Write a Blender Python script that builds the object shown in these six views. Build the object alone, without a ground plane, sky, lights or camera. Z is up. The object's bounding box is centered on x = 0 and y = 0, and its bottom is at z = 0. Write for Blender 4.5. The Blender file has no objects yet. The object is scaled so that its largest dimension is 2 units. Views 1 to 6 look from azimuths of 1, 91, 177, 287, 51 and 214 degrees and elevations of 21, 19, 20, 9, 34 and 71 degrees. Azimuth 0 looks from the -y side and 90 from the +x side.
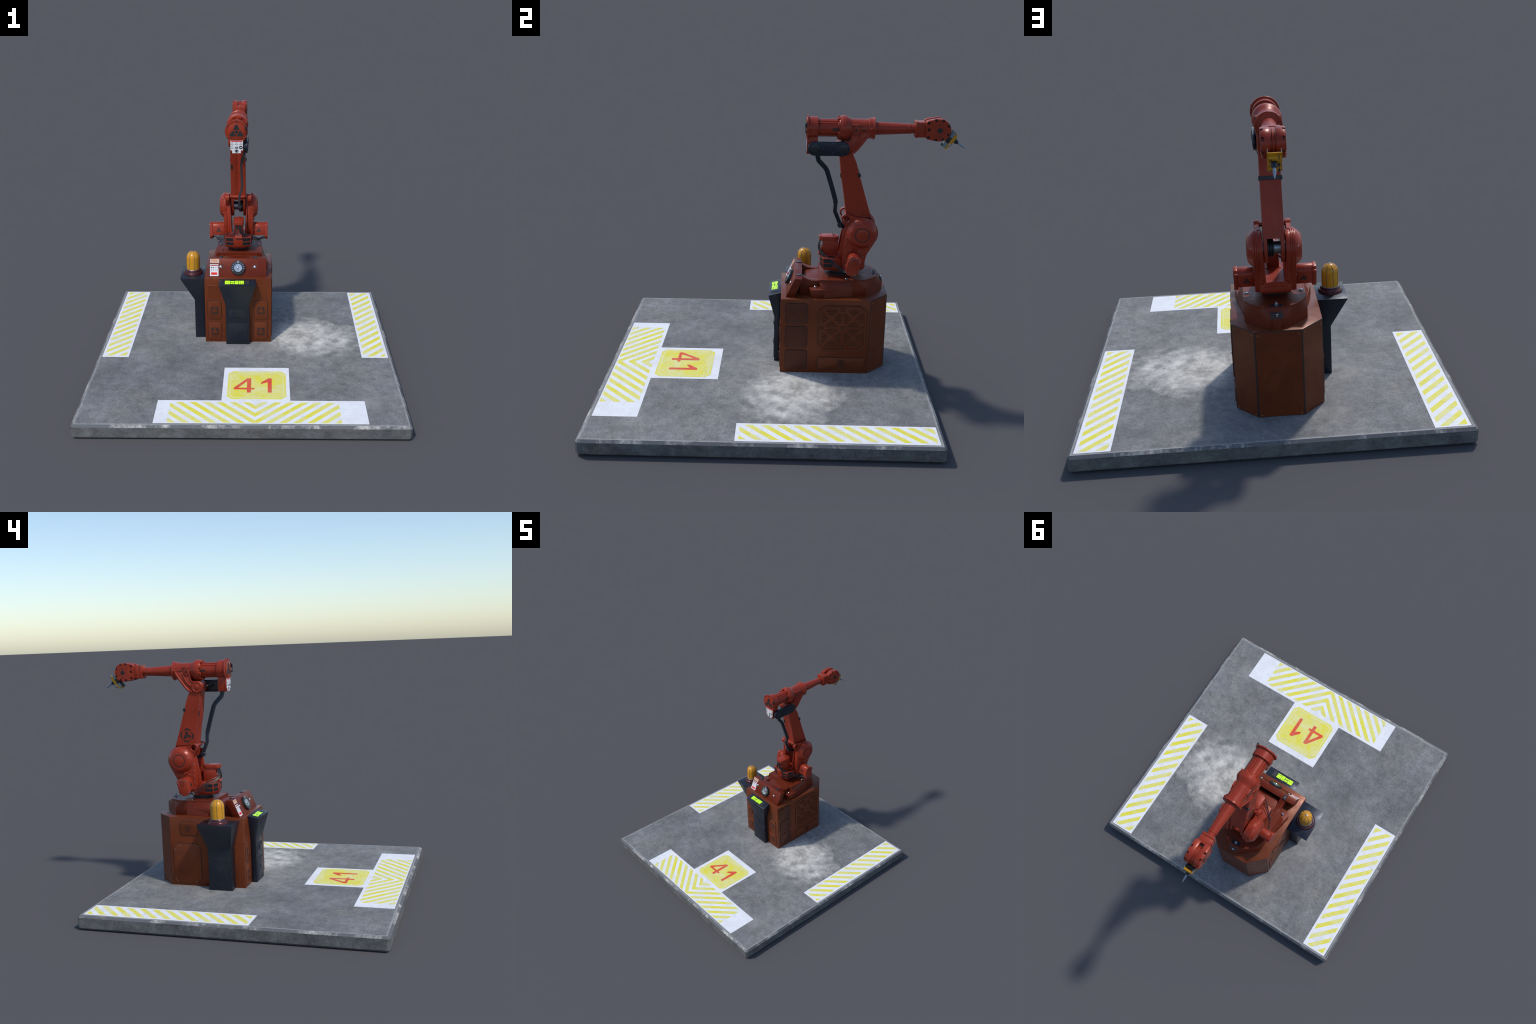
"""Red industrial robot arm on a control cabinet, standing on a square marked concrete slab."""
import bpy, bmesh, math, random
from mathutils import Vector, Matrix
from math import pi, sin, cos, radians

random.seed(41)
V = Vector

# ------------------------------------------------------------------ materials
def new_mat(name, rough=0.5, metal=0.0):
    m = bpy.data.materials.new(name)
    m.use_nodes = True
    nt = m.node_tree
    b = nt.nodes["Principled BSDF"]
    b.inputs["Roughness"].default_value = rough
    b.inputs["Metallic"].default_value = metal
    return m, nt, b

def coords(nt, scale=(1, 1, 1), rot=(0, 0, 0)):
    tc = nt.nodes.new("ShaderNodeTexCoord")
    mp = nt.nodes.new("ShaderNodeMapping")
    mp.inputs["Scale"].default_value = scale
    mp.inputs["Rotation"].default_value = rot
    nt.links.new(tc.outputs["Object"], mp.inputs["Vector"])
    return mp.outputs["Vector"]

def noise(nt, vec, scale, detail=4.0, rough=0.55, dist=0.0):
    n = nt.nodes.new("ShaderNodeTexNoise")
    n.inputs["Scale"].default_value = scale
    n.inputs["Detail"].default_value = detail
    n.inputs["Roughness"].default_value = rough
    n.inputs["Distortion"].default_value = dist
    nt.links.new(vec, n.inputs["Vector"])
    return n.outputs["Fac"]

def ramp(nt, fac, stops):
    r = nt.nodes.new("ShaderNodeValToRGB")
    els = r.color_ramp.elements
    while len(els) < len(stops):
        els.new(0.5)
    for e, (p, c) in zip(els, stops):
        e.position = p
        e.color = (c, c, c, 1) if isinstance(c, (int, float)) else (*c, 1)
    nt.links.new(fac, r.inputs["Fac"])
    return r.outputs["Color"]

def mix(nt, fac, a, b, mode="MIX"):
    n = nt.nodes.new("ShaderNodeMix")
    n.data_type = "RGBA"
    n.blend_type = mode
    for idx, val in ((0, fac), (6, a), (7, b)):
        s = n.inputs[idx]
        if isinstance(val, bpy.types.NodeSocket):
            nt.links.new(val, s)
        elif idx == 0:
            s.default_value = val
        else:
            s.default_value = (*val, 1)
    return n.outputs[2]

def math_node(nt, op, a, b=0.0, c=None, clamp=False):
    n = nt.nodes.new("ShaderNodeMath")
    n.operation = op
    n.use_clamp = clamp
    for i, val in enumerate((a, b, c)):
        if val is None:
            continue
        if isinstance(val, bpy.types.NodeSocket):
            nt.links.new(val, n.inputs[i])
        else:
            n.inputs[i].default_value = val
    return n.outputs[0]

def bump(nt, bsdf, height, strength=0.2, dist=0.002):
    b = nt.nodes.new("ShaderNodeBump")
    b.inputs["Strength"].default_value = strength
    b.inputs["Distance"].default_value = dist
    nt.links.new(height, b.inputs["Height"])
    nt.links.new(b.outputs["Normal"], bsdf.inputs["Normal"])

def paint_mat(name, light, dark, rough=0.4, scale=9.0, chip=None, chip_amt=0.0, coat=0.0):
    """Enamel paint: broad tone drift, fine mottling, scattered worn specks."""
    m, nt, b = new_mat(name, rough)
    v = coords(nt)
    f = ramp(nt, noise(nt, v, scale, 5, 0.6), [(0.3, 0.0), (0.7, 1.0)])
    col = mix(nt, f, dark, light)
    f2 = ramp(nt, noise(nt, v, scale * 12, 3, 0.6), [(0.35, 0.88), (0.65, 1.06)])
    col = mix(nt, 1.0, col, f2, "MULTIPLY")
    if chip is not None:
        c = ramp(nt, noise(nt, v, 150, 3, 0.6), [(0.72 - chip_amt, 0.0), (0.78 - chip_amt, 1.0)])
        col = mix(nt, c, col, chip)
    nt.links.new(col, b.inputs["Base Color"])
    r = ramp(nt, noise(nt, v, scale * 3, 4, 0.6), [(0.3, max(0.05, rough - 0.1)), (0.7, rough + 0.12)])
    nt.links.new(r, b.inputs["Roughness"])
    b.inputs["Specular Tint"].default_value = (*[min(1.0, c / max(light) * 0.55 + 0.45) for c in light], 1)
    b.inputs["Coat Weight"].default_value = coat
    b.inputs["Coat Roughness"].default_value = 0.25
    return m

def flat_mat(name, col, rough=0.5, metal=0.0, vary=0.12, scale=40):
    m, nt, b = new_mat(name, rough, metal)
    f = ramp(nt, noise(nt, coords(nt), scale, 4, 0.6), [(0.3, 1 - vary), (0.7, 1 + vary * 0.4)])
    nt.links.new(mix(nt, 1.0, col, f, "MULTIPLY"), b.inputs["Base Color"])
    return m

SLAB = dict(x=0.938, y0=-0.9990, y1=0.8225, top=0.0868, inset=0.0155)

def concrete_mat():
    m, nt, b = new_mat("concrete", 0.80)
    v = coords(nt)
    big = ramp(nt, noise(nt, v, 3.2, 10, 0.66), [(0.36, 0.0), (0.64, 1.0)])
    col = mix(nt, big, (0.138, 0.140, 0.143), (0.212, 0.213, 0.214))
    mott = ramp(nt, noise(nt, v, 17, 10, 0.74), [(0.34, 0.70), (0.66, 1.28)])
    col = mix(nt, 1.0, col, mott, "MULTIPLY")
    fine = ramp(nt, noise(nt, v, 90, 6, 0.75), [(0.34, 0.74), (0.66, 1.22)])
    col = mix(nt, 1.0, col, fine, "MULTIPLY")
    warm = ramp(nt, noise(nt, v, 4.1, 3, 0.5), [(0.45, (1.0, 1.0, 1.0)), (0.75, (1.06, 1.02, 0.93))])
    col = mix(nt, 1.0, col, warm, "MULTIPLY")
    # pale worn patch beside the cabinet and a pale halo round its foot
    sep = nt.nodes.new("ShaderNodeSeparateXYZ")
    nt.links.new(v, sep.inputs[0])
    x, y, z = sep.outputs
    wob = noise(nt, v, 6, 8, 0.70)
    def blob(cx, cy, sx, sy, inner, outer, power):
        dx = math_node(nt, "DIVIDE", math_node(nt, "SUBTRACT", x, cx), sx)
        dy = math_node(nt, "DIVIDE", math_node(nt, "SUBTRACT", y, cy), sy)
        d = math_node(nt, "SQRT", math_node(nt, "ADD", math_node(nt, "MULTIPLY", dx, dx), math_node(nt, "MULTIPLY", dy, dy)))
        d = math_node(nt, "ADD", d, math_node(nt, "MULTIPLY", math_node(nt, "SUBTRACT", wob, 0.5), power))
        return ramp(nt, d, [(inner, 1.0), (outer, 0.0)])
    def times(a, k):
        return math_node(nt, "MULTIPLY", a, k)
    grit = ramp(nt, noise(nt, v, 13, 10, 0.70), [(0.36, 0.25), (0.60, 1.0)])
    halo = blob(-0.02, 0.20, 0.62, 0.62, 0.30, 0.95, 0.5)
    col = mix(nt, times(times(halo, grit), 0.42), col, (0.40, 0.395, 0.38))
    patch = blob(0.41, 0.05, 0.36, 0.30, 0.46, 0.96, 1.5)
    col = mix(nt, times(times(patch, grit), 0.95), col, (0.66, 0.635, 0.575))
    core = blob(0.37, 0.08, 0.15, 0.12, 0.10, 0.95, 1.1)
    gritd = ramp(nt, noise(nt, coords(nt, (1, 1, 1), (0, 0, 1.1)), 26, 10, 0.8), [(0.42, 0.0), (0.62, 1.0)])
    col = mix(nt, times(times(core, gritd), 0.85), col, (0.170, 0.158, 0.135))
    # weathered arris: dark bare chamfer with chalky chips
    ex = math_node(nt, "SUBTRACT", SLAB["x"], math_node(nt, "ABSOLUTE", x))
    ym = (SLAB["y0"] + SLAB["y1"]) / 2
    ey = math_node(nt, "SUBTRACT", (SLAB["y1"] - SLAB["y0"]) / 2, math_node(nt, "ABSOLUTE", math_node(nt, "SUBTRACT", y, ym)))
    edge = math_node(nt, "MINIMUM", ex, ey)
    upper = math_node(nt, "GREATER_THAN", z, 0.0742)
    cham = math_node(nt, "MULTIPLY", math_node(nt, "LESS_THAN", edge, 0.0141), upper)
    chips = ramp(nt, noise(nt, coords(nt, (1, 1, 0.2)), 5.5, 9, 0.74), [(0.50, 0.0), (0.60, 1.0)])
    chips2 = ramp(nt, noise(nt, coords(nt, (1, 1, 0.2)), 38, 6, 0.7), [(0.40, 0.35), (0.60, 1.0)])
    ccol = mix(nt, times(chips, chips2), (0.110, 0.114, 0.122), (0.50, 0.48, 0.44))
    col = mix(nt, cham, col, ccol)
    rim = math_node(nt, "ADD", edge, times(math_node(nt, "SUBTRACT", noise(nt, v, 16, 8, 0.75), 0.5), 0.022))
    rimf = times(times(ramp(nt, rim, [(0.0140, 1.0), (0.028, 0.0)]), upper), math_node(nt, "SUBTRACT", 1.0, cham))
    col = mix(nt, times(rimf, 0.6), col, (0.42, 0.415, 0.40))
    # blotchy darkening of the sides
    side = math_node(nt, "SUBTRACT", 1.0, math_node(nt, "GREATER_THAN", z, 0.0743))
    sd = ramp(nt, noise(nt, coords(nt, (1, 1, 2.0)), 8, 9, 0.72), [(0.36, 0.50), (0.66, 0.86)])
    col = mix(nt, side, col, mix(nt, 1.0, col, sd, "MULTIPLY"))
    pits = ramp(nt, noise(nt, v, 42, 2, 0.5), [(0.25, 0.0), (0.29, 1.0)])
    col = mix(nt, pits, mix(nt, 0.55, col, (0.07, 0.07, 0.075)), col)
    nt.links.new(col, b.inputs["Base Color"])
    bump(nt, b, math_node(nt, "ADD", noise(nt, v, 34, 10, 0.75), times(pits, 0.4)), 0.45, 0.004)
    return m

def road_paint(name, col, worn, amount):
    m, nt, b = new_mat(name, 0.7)
    v = coords(nt)
    f = ramp(nt, noise(nt, v, 9, 7, 0.72, 0.5), [(0.52 - amount * 0.3, 0.0), (0.80 - amount * 0.3, 1.0)])
    c = mix(nt, f, col, worn)
    speck = ramp(nt, noise(nt, v, 70, 8, 0.8), [(0.28, 0.60), (0.42, 1.0)])
    c = mix(nt, 1.0, c, speck, "MULTIPLY")
    scuff = ramp(nt, noise(nt, coords(nt, (1, 3, 1), (0, 0, 0.6)), 16, 6, 0.75, 1.2), [(0.575, 0.0), (0.72, 0.58)])
    c = mix(nt, scuff, c, (0.36, 0.36, 0.34))
    nt.links.new(c, b.inputs["Base Color"])
    bump(nt, b, noise(nt, v, 45, 5, 0.6), 0.2, 0.002)
    return m

M = {}
M["red"] = paint_mat("red_enamel", (0.300, 0.034, 0.0145), (0.245, 0.026, 0.0110), 0.36, 8, coat=0.08)
M["rust"] = paint_mat("brown_orange_paint", (0.150, 0.0330, 0.0090), (0.112, 0.0225, 0.0064), 0.36, 6)
M["panel"] = paint_mat("brown_orange_panel_paint", (0.142, 0.0315, 0.0090), (0.104, 0.0212, 0.0064), 0.40, 11)
M["dark_panel"] = paint_mat("dusky_panel_paint", (0.080, 0.0215, 0.0100), (0.058, 0.0160, 0.0080), 0.40, 11)
M["deep"] = paint_mat("deep_red_paint", (0.128, 0.0140, 0.0026), (0.098, 0.0100, 0.0020), 0.42, 9)
M["plate"] = paint_mat("base_red_paint", (0.150, 0.0215, 0.0070), (0.112, 0.0155, 0.0052), 0.42, 9)
M["seam"] = flat_mat("seam_dark", (0.020, 0.015, 0.016), 0.45)
M["groove"] = flat_mat("groove_brown", (0.034, 0.0115, 0.0080), 0.55)
M["black"] = paint_mat("blue_black_paint", (0.0135, 0.0160, 0.0240), (0.0095, 0.0112, 0.0170), 0.36, 8)  # base colour tinted bluer for the sky reflected on the pedestal tops
M["black_panel"] = paint_mat("blue_black_panel", (0.0115, 0.0140, 0.0225), (0.0085, 0.0100, 0.0160), 0.34, 12)
M["rubber"] = flat_mat("black_rubber", (0.010, 0.011, 0.014), 0.36)
M["ink"] = flat_mat("black_marking", (0.013, 0.013, 0.014), 0.6, vary=0.3)
M["cover"] = paint_mat("scuffed_black_cover", (0.0105, 0.0135, 0.0220), (0.006, 0.0075, 0.0130), 0.33, 10,
                       chip=(0.085, 0.105, 0.130), chip_amt=0.105)
M["steel"] = flat_mat("bright_steel", (0.50, 0.52, 0.55), 0.25, 1.0)
M["dull_steel"] = flat_mat("dull_steel", (0.26, 0.28, 0.31), 0.35, 0.9)
M["bolt"] = flat_mat("grey_bolt", (0.30, 0.31, 0.34), 0.35, 0.7)
M["amber"] = paint_mat("amber_plastic", (0.62, 0.285, 0.020), (0.60, 0.272, 0.018), 0.34, 10, coat=0.2)
M["wire"] = flat_mat("cage_wire", (0.16, 0.16, 0.17), 0.4, 0.6)
M["maroon"] = paint_mat("maroon_metal", (0.055, 0.011, 0.013), (0.040, 0.008, 0.010), 0.30, 20)
M["panel_pale"] = flat_mat("worn_rivet", (0.21, 0.10, 0.055), 0.4)
M["edge_strip"] = flat_mat("lighter_blue_black", (0.029, 0.036, 0.045), 0.36)
M["key"] = flat_mat("grey_key", (0.055, 0.057, 0.062), 0.4)
M["white"] = flat_mat("white_label", (0.72, 0.72, 0.74), 0.5, vary=0.06)
M["label_grey"] = flat_mat("grey_label", (0.50, 0.46, 0.44), 0.5)
M["label_red"] = flat_mat("red_label_print", (0.72, 0.010, 0.012), 0.5)
M["label_dark_red"] = flat_mat("dark_red_label_print", (0.42, 0.006, 0.010), 0.5)
M["label_orange"] = flat_mat("orange_label_print", (0.72, 0.22, 0.03), 0.5)
M["yellow"] = paint_mat("tool_yellow", (0.62, 0.300, 0.020), (0.52, 0.240, 0.015), 0.33, 30)
M["tool_grey"] = flat_mat("tool_grey", (0.17, 0.22, 0.24), 0.4)
M["blade"] = flat_mat("blue_grey_steel", (0.24, 0.29, 0.36), 0.3, 0.6)
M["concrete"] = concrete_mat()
M["road_white"] = road_paint("white_floor_paint", (0.80, 0.805, 0.83), (0.68, 0.68, 0.68), 0.25)
M["road_yellow"] = road_paint("yellow_floor_paint", (0.76, 0.690, 0.045), (0.74, 0.715, 0.34), 0.42)
M["road_pale"] = road_paint("pale_yellow_floor_paint", (0.78, 0.75, 0.28), (0.72, 0.71, 0.45), 0.35)
M["road_red"] = road_paint("red_floor_paint", (0.72, 0.075, 0.035), (0.66, 0.20, 0.08), 0.2)

def screen_mat():
    m, nt, b = new_mat("lit_green_screen", 0.3)
    b.inputs["Base Color"].default_value = (0.50, 0.90, 0.02, 1)
    b.inputs["Emission Color"].default_value = (0.50, 0.95, 0.02, 1)
    b.inputs["Emission Strength"].default_value = 0.25
    return m
M["screen"] = screen_mat()

# ------------------------------------------------------------------ building helpers
ROOT = bpy.data.objects.new("robot_arm_station", None)
bpy.context.scene.collection.objects.link(ROOT)
ROOT["label"] = "red industrial robot arm on cabinet and marked concrete slab"
ROOT["category"] = "robot arm"

def finish(name, bm, mat, parent=None, smooth=38, bevel=0.0, seg=2, stuff=False):
    bmesh.ops.remove_doubles(bm, verts=bm.verts, dist=1e-6)
    bmesh.ops.recalc_face_normals(bm, faces=bm.faces)
    if bevel:
        es = [e for e in bm.edges if len(e.link_faces) == 2 and e.calc_face_angle(0) > radians(30)]
        bmesh.ops.bevel(bm, geom=es, offset=bevel, segments=seg, affect="EDGES", profile=0.5, clamp_overlap=True)
        bmesh.ops.recalc_face_normals(bm, faces=bm.faces)
    me = bpy.data.meshes.new(name)
    bm.to_mesh(me)
    bm.free()
    me.polygons.foreach_set("use_smooth", [True] * len(me.polygons))
    me.set_sharp_from_angle(angle=radians(smooth))
    me.materials.append(M[mat])
    ob = bpy.data.objects.new(name, me)
    bpy.context.scene.collection.objects.link(ob)
    ob.parent = parent or ROOT
    if stuff:
        ob["kind"] = "stuff"
    return ob

class Frame:
    """A local drawing plane: point(u, v, h) = o + u*U + v*W + h*N."""
    def __init__(self, o, U, W, N=None):
        self.o, self.U, self.W = V(o), V(U).normalized(), V(W).normalized()
        self.N = V(N).normalized() if N else self.U.cross(self.W)
    def __call__(self, u, v, h=0.0):
        return self.o + self.U * u + self.W * v + self.N * h
    def rot(self):
        return Matrix((self.U, self.W, self.N)).transposed().to_4x4()

def side_x(x=0.0, s=1):
    return Frame((x, 0, 0), (0, 1, 0), (0, 0, 1), (s, 0, 0))
def side_y(y=0.0, s=-1):
    return Frame((0, y, 0), (1, 0, 0), (0, 0, 1), (0, s, 0))
def flat_z(z=0.0):
    return Frame((0, 0, z), (1, 0, 0), (0, 1, 0))

def add_prism(bm, fr, poly, h0, h1, top=None):
    a = [bm.verts.new(fr(u, v, h0)) for u, v in poly]
    b = [bm.verts.new(fr(u, v, h1)) for u, v in (top or poly)]
    n = len(poly)
    bm.faces.new(a[::-1])
    bm.faces.new(b)
    for i in range(n):
        bm.faces.new((a[i], a[(i + 1) % n], b[(i + 1) % n], b[i]))

def prism(name, fr, poly, h0, h1, mat, parent=None, bevel=0.0, seg=2, top=None, stuff=False):
    bm = bmesh.new()
    add_prism(bm, fr, poly, h0, h1, top)
    return finish(name, bm, mat, parent, bevel=bevel, seg=seg, stuff=stuff)

def prisms(name, items, mat, parent=None, bevel=0.0, stuff=True):
    bm = bmesh.new()
    for fr, poly, h0, h1 in items:
        add_prism(bm, fr, poly, h0, h1)
    return finish(name, bm, mat, parent, bevel=bevel, seg=1, stuff=stuff)

def add_loft(bm, rings):
    vs = [[bm.verts.new(p) for p in r] for r in rings]
    n = len(vs[0])
    bm.faces.new(vs[0][::-1])
    bm.faces.new(vs[-1])
    for a, b in zip(vs, vs[1:]):
        for i in range(n):
            bm.faces.new((a[i], a[(i + 1) % n], b[(i + 1) % n], b[i]))

def loft(name, rings, mat, parent=None, bevel=0.0, seg=2, smooth=38):
    bm = bmesh.new()
    add_loft(bm, rings)
    return finish(name, bm, mat, parent, bevel=bevel, seg=seg, smooth=smooth)

def add_lathe(bm, fr, profile, n=40, cu=0.0, cv=0.0):
    """profile: (h, r) pairs along the frame's normal, spun about (cu, cv)."""
    rings = []
    for h, r in profile:
        if r < 1e-6:
            rings.append([bm.verts.new(fr(cu, cv, h))])
        else:
            rings.append([bm.verts.new(fr(cu + r * cos(2 * pi * i / n), cv + r * sin(2 * pi * i / n), h)) for i in range(n)])
    for a, b in zip(rings, rings[1:]):
        for i in range(n):
            j = (i + 1) % n
            if len(a) == 1 and len(b) == 1:
                continue
            if len(a) == 1:
                bm.faces.new((a[0], b[i], b[j]))
            elif len(b) == 1:
                bm.faces.new((a[i], a[j], b[0]))
            else:
                bm.faces.new((a[i], a[j], b[j], b[i]))
    if len(rings[0]) > 1:
        bm.faces.new(rings[0][::-1])
    if len(rings[-1]) > 1:
        bm.faces.new(rings[-1])

def lathe(name, fr, profile, mat, parent=None, n=40, cu=0.0, cv=0.0, smooth=38):
    bm = bmesh.new()
    add_lathe(bm, fr, profile, n, cu, cv)
    return finish(name, bm, mat, parent, smooth=smooth)

def ring_profile(r0, r1, h0, h1):
    return [(h0, r0), (h1, r0), (h1, r1), (h0, r1), (h0, r0)]

def add_ring(bm, fr, cu, cv, r0, r1, h0, h1, n=36, a0=0.0, a1=2 * pi):
    full = abs(a1 - a0 - 2 * pi) < 1e-6
    cnt = n if full else n + 1
    secs = []
    for i in range(cnt):
        a = a0 + (a1 - a0) * i / n
        secs.append([bm.verts.new(fr(cu + r * cos(a), cv + r * sin(a), h)) for r, h in ((r0, h0), (r1, h0), (r1, h1), (r0, h1))])
    for i in range(n):
        a, b = secs[i], secs[(i + 1) % cnt]
        for k in range(4):
            bm.faces.new((a[k], a[(k + 1) % 4], b[(k + 1) % 4], b[k]))
    if not full:
        bm.faces.new(secs[0])
        bm.faces.new(secs[-1][::-1])

def catmull(pts, per=6):
    pts = [V(p) for p in pts]
    out = []
    for i in range(len(pts) - 1):
        p0, p1, p2, p3 = pts[max(i - 1, 0)], pts[i], pts[i + 1], pts[min(i + 2, len(pts) - 1)]
        for k in range(per):
            t = k / per
            out.append(0.5 * (2 * p1 + (p2 - p0) * t + (2 * p0 - 5 * p1 + 4 * p2 - p3) * t * t + (3 * p1 - p0 - 3 * p2 + p3) * t ** 3))
    out.append(pts[-1])
    return out

def add_sweep(bm, path, section, ref=(1, 0, 0)):
    """Sweep a closed 2D section (a along ref-ish side, b across) along path."""
    rings = []
    for i, p in enumerate(path):
        t = (path[min(i + 1, len(path) - 1)] - path[max(i - 1, 0)]).normalized()
        s = (V(ref) - t * V(ref).dot(t)).normalized()
        w = t.cross(s)
        rings.append([p + s * a + w * b for a, b in section])
    add_loft(bm, rings)

def disc_section(r, n=8):
    return [(r * cos(2 * pi * i / n), r * sin(2 * pi * i / n)) for i in range(n)]

def rect(u0, v0, u1, v1):
    return [(u0, v0), (u1, v0), (u1, v1), (u0, v1)]

def rrect(u0, v0, u1, v1, r, n=4):
    out = []
    for cx, cy, a in ((u1 - r, v0 + r, -pi / 2), (u1 - r, v1 - r, 0), (u0 + r, v1 - r, pi / 2), (u0 + r, v0 + r, pi)):
        out += [(cx + r * cos(a + pi / 2 * k / n), cy + r * sin(a + pi / 2 * k / n)) for k in range(n + 1)]
    return out

def crect(u0, v0, u1, v1, c):
    return rrect(u0, v0, u1, v1, c, 1)

def arc(cu, cv, r, a0, a1, n=12):
    return [(cu + r * cos(radians(a0 + (a1 - a0) * i / n)), cv + r * sin(radians(a0 + (a1 - a0) * i / n))) for i in range(n + 1)]

def clip(poly, a, b, c):
    """Keep the part of a convex polygon with a*u + b*v <= c."""
    out = []
    for i, p in enumerate(poly):
        q = poly[(i + 1) % len(poly)]
        dp, dq = a * p[0] + b * p[1] - c, a * q[0] + b * q[1] - c
        if dp <= 0:
            out.append(p)
        if (dp < 0) != (dq < 0):
            t = dp / (dp - dq)
            out.append((p[0] + (q[0] - p[0]) * t, p[1] + (q[1] - p[1]) * t))
    return out

def hull(pts):
    pts = sorted(set((round(u, 6), round(v, 6)) for u, v in pts))
    def half(seq):
        h = []
        for p in seq:
            while len(h) > 1 and (h[-1][0] - h[-2][0]) * (p[1] - h[-2][1]) - (h[-1][1] - h[-2][1]) * (p[0] - h[-2][0]) <= 0:
                h.pop()
            h.append(p)
        return h
    lo, up = half(pts), half(pts[::-1])
    return lo[:-1] + up[:-1]

def boolean(ob, cutters):
    """Subtract cutter objects and bake the result."""
    for c in cutters:
        md = ob.modifiers.new("cut", "BOOLEAN")
        md.operation = "DIFFERENCE"
        md.solver = "EXACT"
        md.object = c
    dg = bpy.context.evaluated_depsgraph_get()
    me = bpy.data.meshes.new_from_object(ob.evaluated_get(dg))
    ob.modifiers.clear()
    old = ob.data
    ob.data = me
    bpy.data.meshes.remove(old)
    me.polygons.foreach_set("use_smooth", [True] * len(me.polygons))
    me.set_sharp_from_angle(angle=radians(38))
    for c in cutters:
        d = c.data
        bpy.data.objects.remove(c)
        bpy.data.meshes.remove(d)
    return ob

# shared small parts -------------------------------------------------
def bolt_mesh(name, r, h, mat, n=12, dome=0.25):
    bm = bmesh.new()
    add_lathe(bm, flat_z(), [(-h * 0.8, r), (h * (1 - dome), r), (h, r * 0.72), (h, 0)], n)
    bmesh.ops.recalc_face_normals(bm, faces=bm.faces)
    me = bpy.data.meshes.new(name)
    bm.to_mesh(me)
    bm.free()
    me.polygons.foreach_set("use_smooth", [True] * len(me.polygons))
    me.set_sharp_from_angle(angle=radians(40))
    me.materials.append(M[mat])
    return me

BOLTS = {
    "small": bolt_mesh("small_bolt", 0.0030, 0.0028, "bolt"),
    "lamp": bolt_mesh("lamp_rivet", 0.0020, 0.0022, "maroon"),
    "dark": bolt_mesh("dark_bolt", 0.0036, 0.0026, "rubber"),
    "rivet": bolt_mesh("rivet", 0.0042, 0.0022, "panel_pale", dome=0.7),
    "panel": bolt_mesh("panel_screw", 0.0065, 0.0035, "panel", dome=0.5),
    "floor": bolt_mesh("floor_bolt", 0.0085, 0.0075, "steel", n=6),
    "plug": bolt_mesh("plug", 0.0060, 0.0022, "rubber"),
    "lug": bolt_mesh("socket_bolt", 0.0060, 0.0040, "rubber"),
}

def bolt(kind, fr, u, v, h=0.0, parent=None, name="bolt"):
    ob = bpy.data.objects.new(name, BOLTS[kind])
    bpy.context.scene.collection.objects.link(ob)
    ob.parent = parent or ROOT
    N = fr.N.normalized()
    ref = V((1, 0, 0)) if abs(N.x) < 0.9 else V((0, 1, 0))
    X = (ref - N * ref.dot(N)).normalized()
    ob.matrix_local = Matrix.Translation(fr(u, v, h)) @ Matrix((X, N.cross(X), N)).transposed().to_4x4()
    return ob

def trefoil_items(fr, cu, cv, s, h0, h1, rot=0.0, disc=True):
    """Three rounded triangles round a disc; s is the centre-to-apex distance."""
    out = []
    for k in range(3):
        a = rot + radians(90 + 120 * k)
        d, n = V((cos(a), sin(a))), V((-sin(a), cos(a)))
        shape = [(1.0, 0.09), (0.93, 0.15), (0.36, 0.42), (0.25, 0.37), (0.29, 0.14), (0.34, 0.0),
                 (0.29, -0.14), (0.25, -0.37), (0.36, -0.42), (0.93, -0.15), (1.0, -0.09)]
        out.append((fr, [(cu + (d.x * p + n.x * q) * s, cv + (d.y * p + n.y * q) * s) for p, q in shape], h0, h1))
    if disc:
        out.append((fr, [(cu + 0.255 * s * cos(2 * pi * i / 20), cv + 0.255 * s * sin(2 * pi * i / 20)) for i in range(20)], h0, h1))
    return out

def emblem(fr, cu, cv, s, parent, h0=-0.001, h1=0.0007, rot=0.0):
    return prisms("emblem", trefoil_items(fr, cu, cv, s, h0, h1, rot), "ink", parent, stuff=False)

# ------------------------------------------------------------------ floor slab
ZT = SLAB["top"]
def slab_ring(inset, z, c):
    x, y0, y1 = SLAB["x"] - inset, SLAB["y0"] + inset, SLAB["y1"] - inset
    return [V((u, v, z)) for u, v in crect(-x, y0, x, y1, c)]
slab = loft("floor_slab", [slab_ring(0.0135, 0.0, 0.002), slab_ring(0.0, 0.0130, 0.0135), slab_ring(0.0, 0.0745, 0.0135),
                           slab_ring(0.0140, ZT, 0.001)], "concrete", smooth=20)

top = flat_z(ZT)
prism("floor_marking", top, rect(-0.488, -0.969, 0.702, -0.7325), -0.002, 0.0005, "road_white", slab)
prism("floor_marking", top, rect(-0.122, -0.7325, 0.275, -0.352), -0.002, 0.00052, "road_white", slab)
strip_l, strip_r = (-0.910, -0.221, -0.741, 0.795), (0.743, -0.216, 0.910, 0.795)
for s in (strip_l, strip_r):
    prism("floor_marking", top, rect(*s), -0.002, 0.0005, "road_white", slab)

def stripe(poly):
    if len(poly) >= 3:
        prism("hazard_stripe", top, poly, -0.001, 0.0010, "road_yellow", slab)

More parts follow.
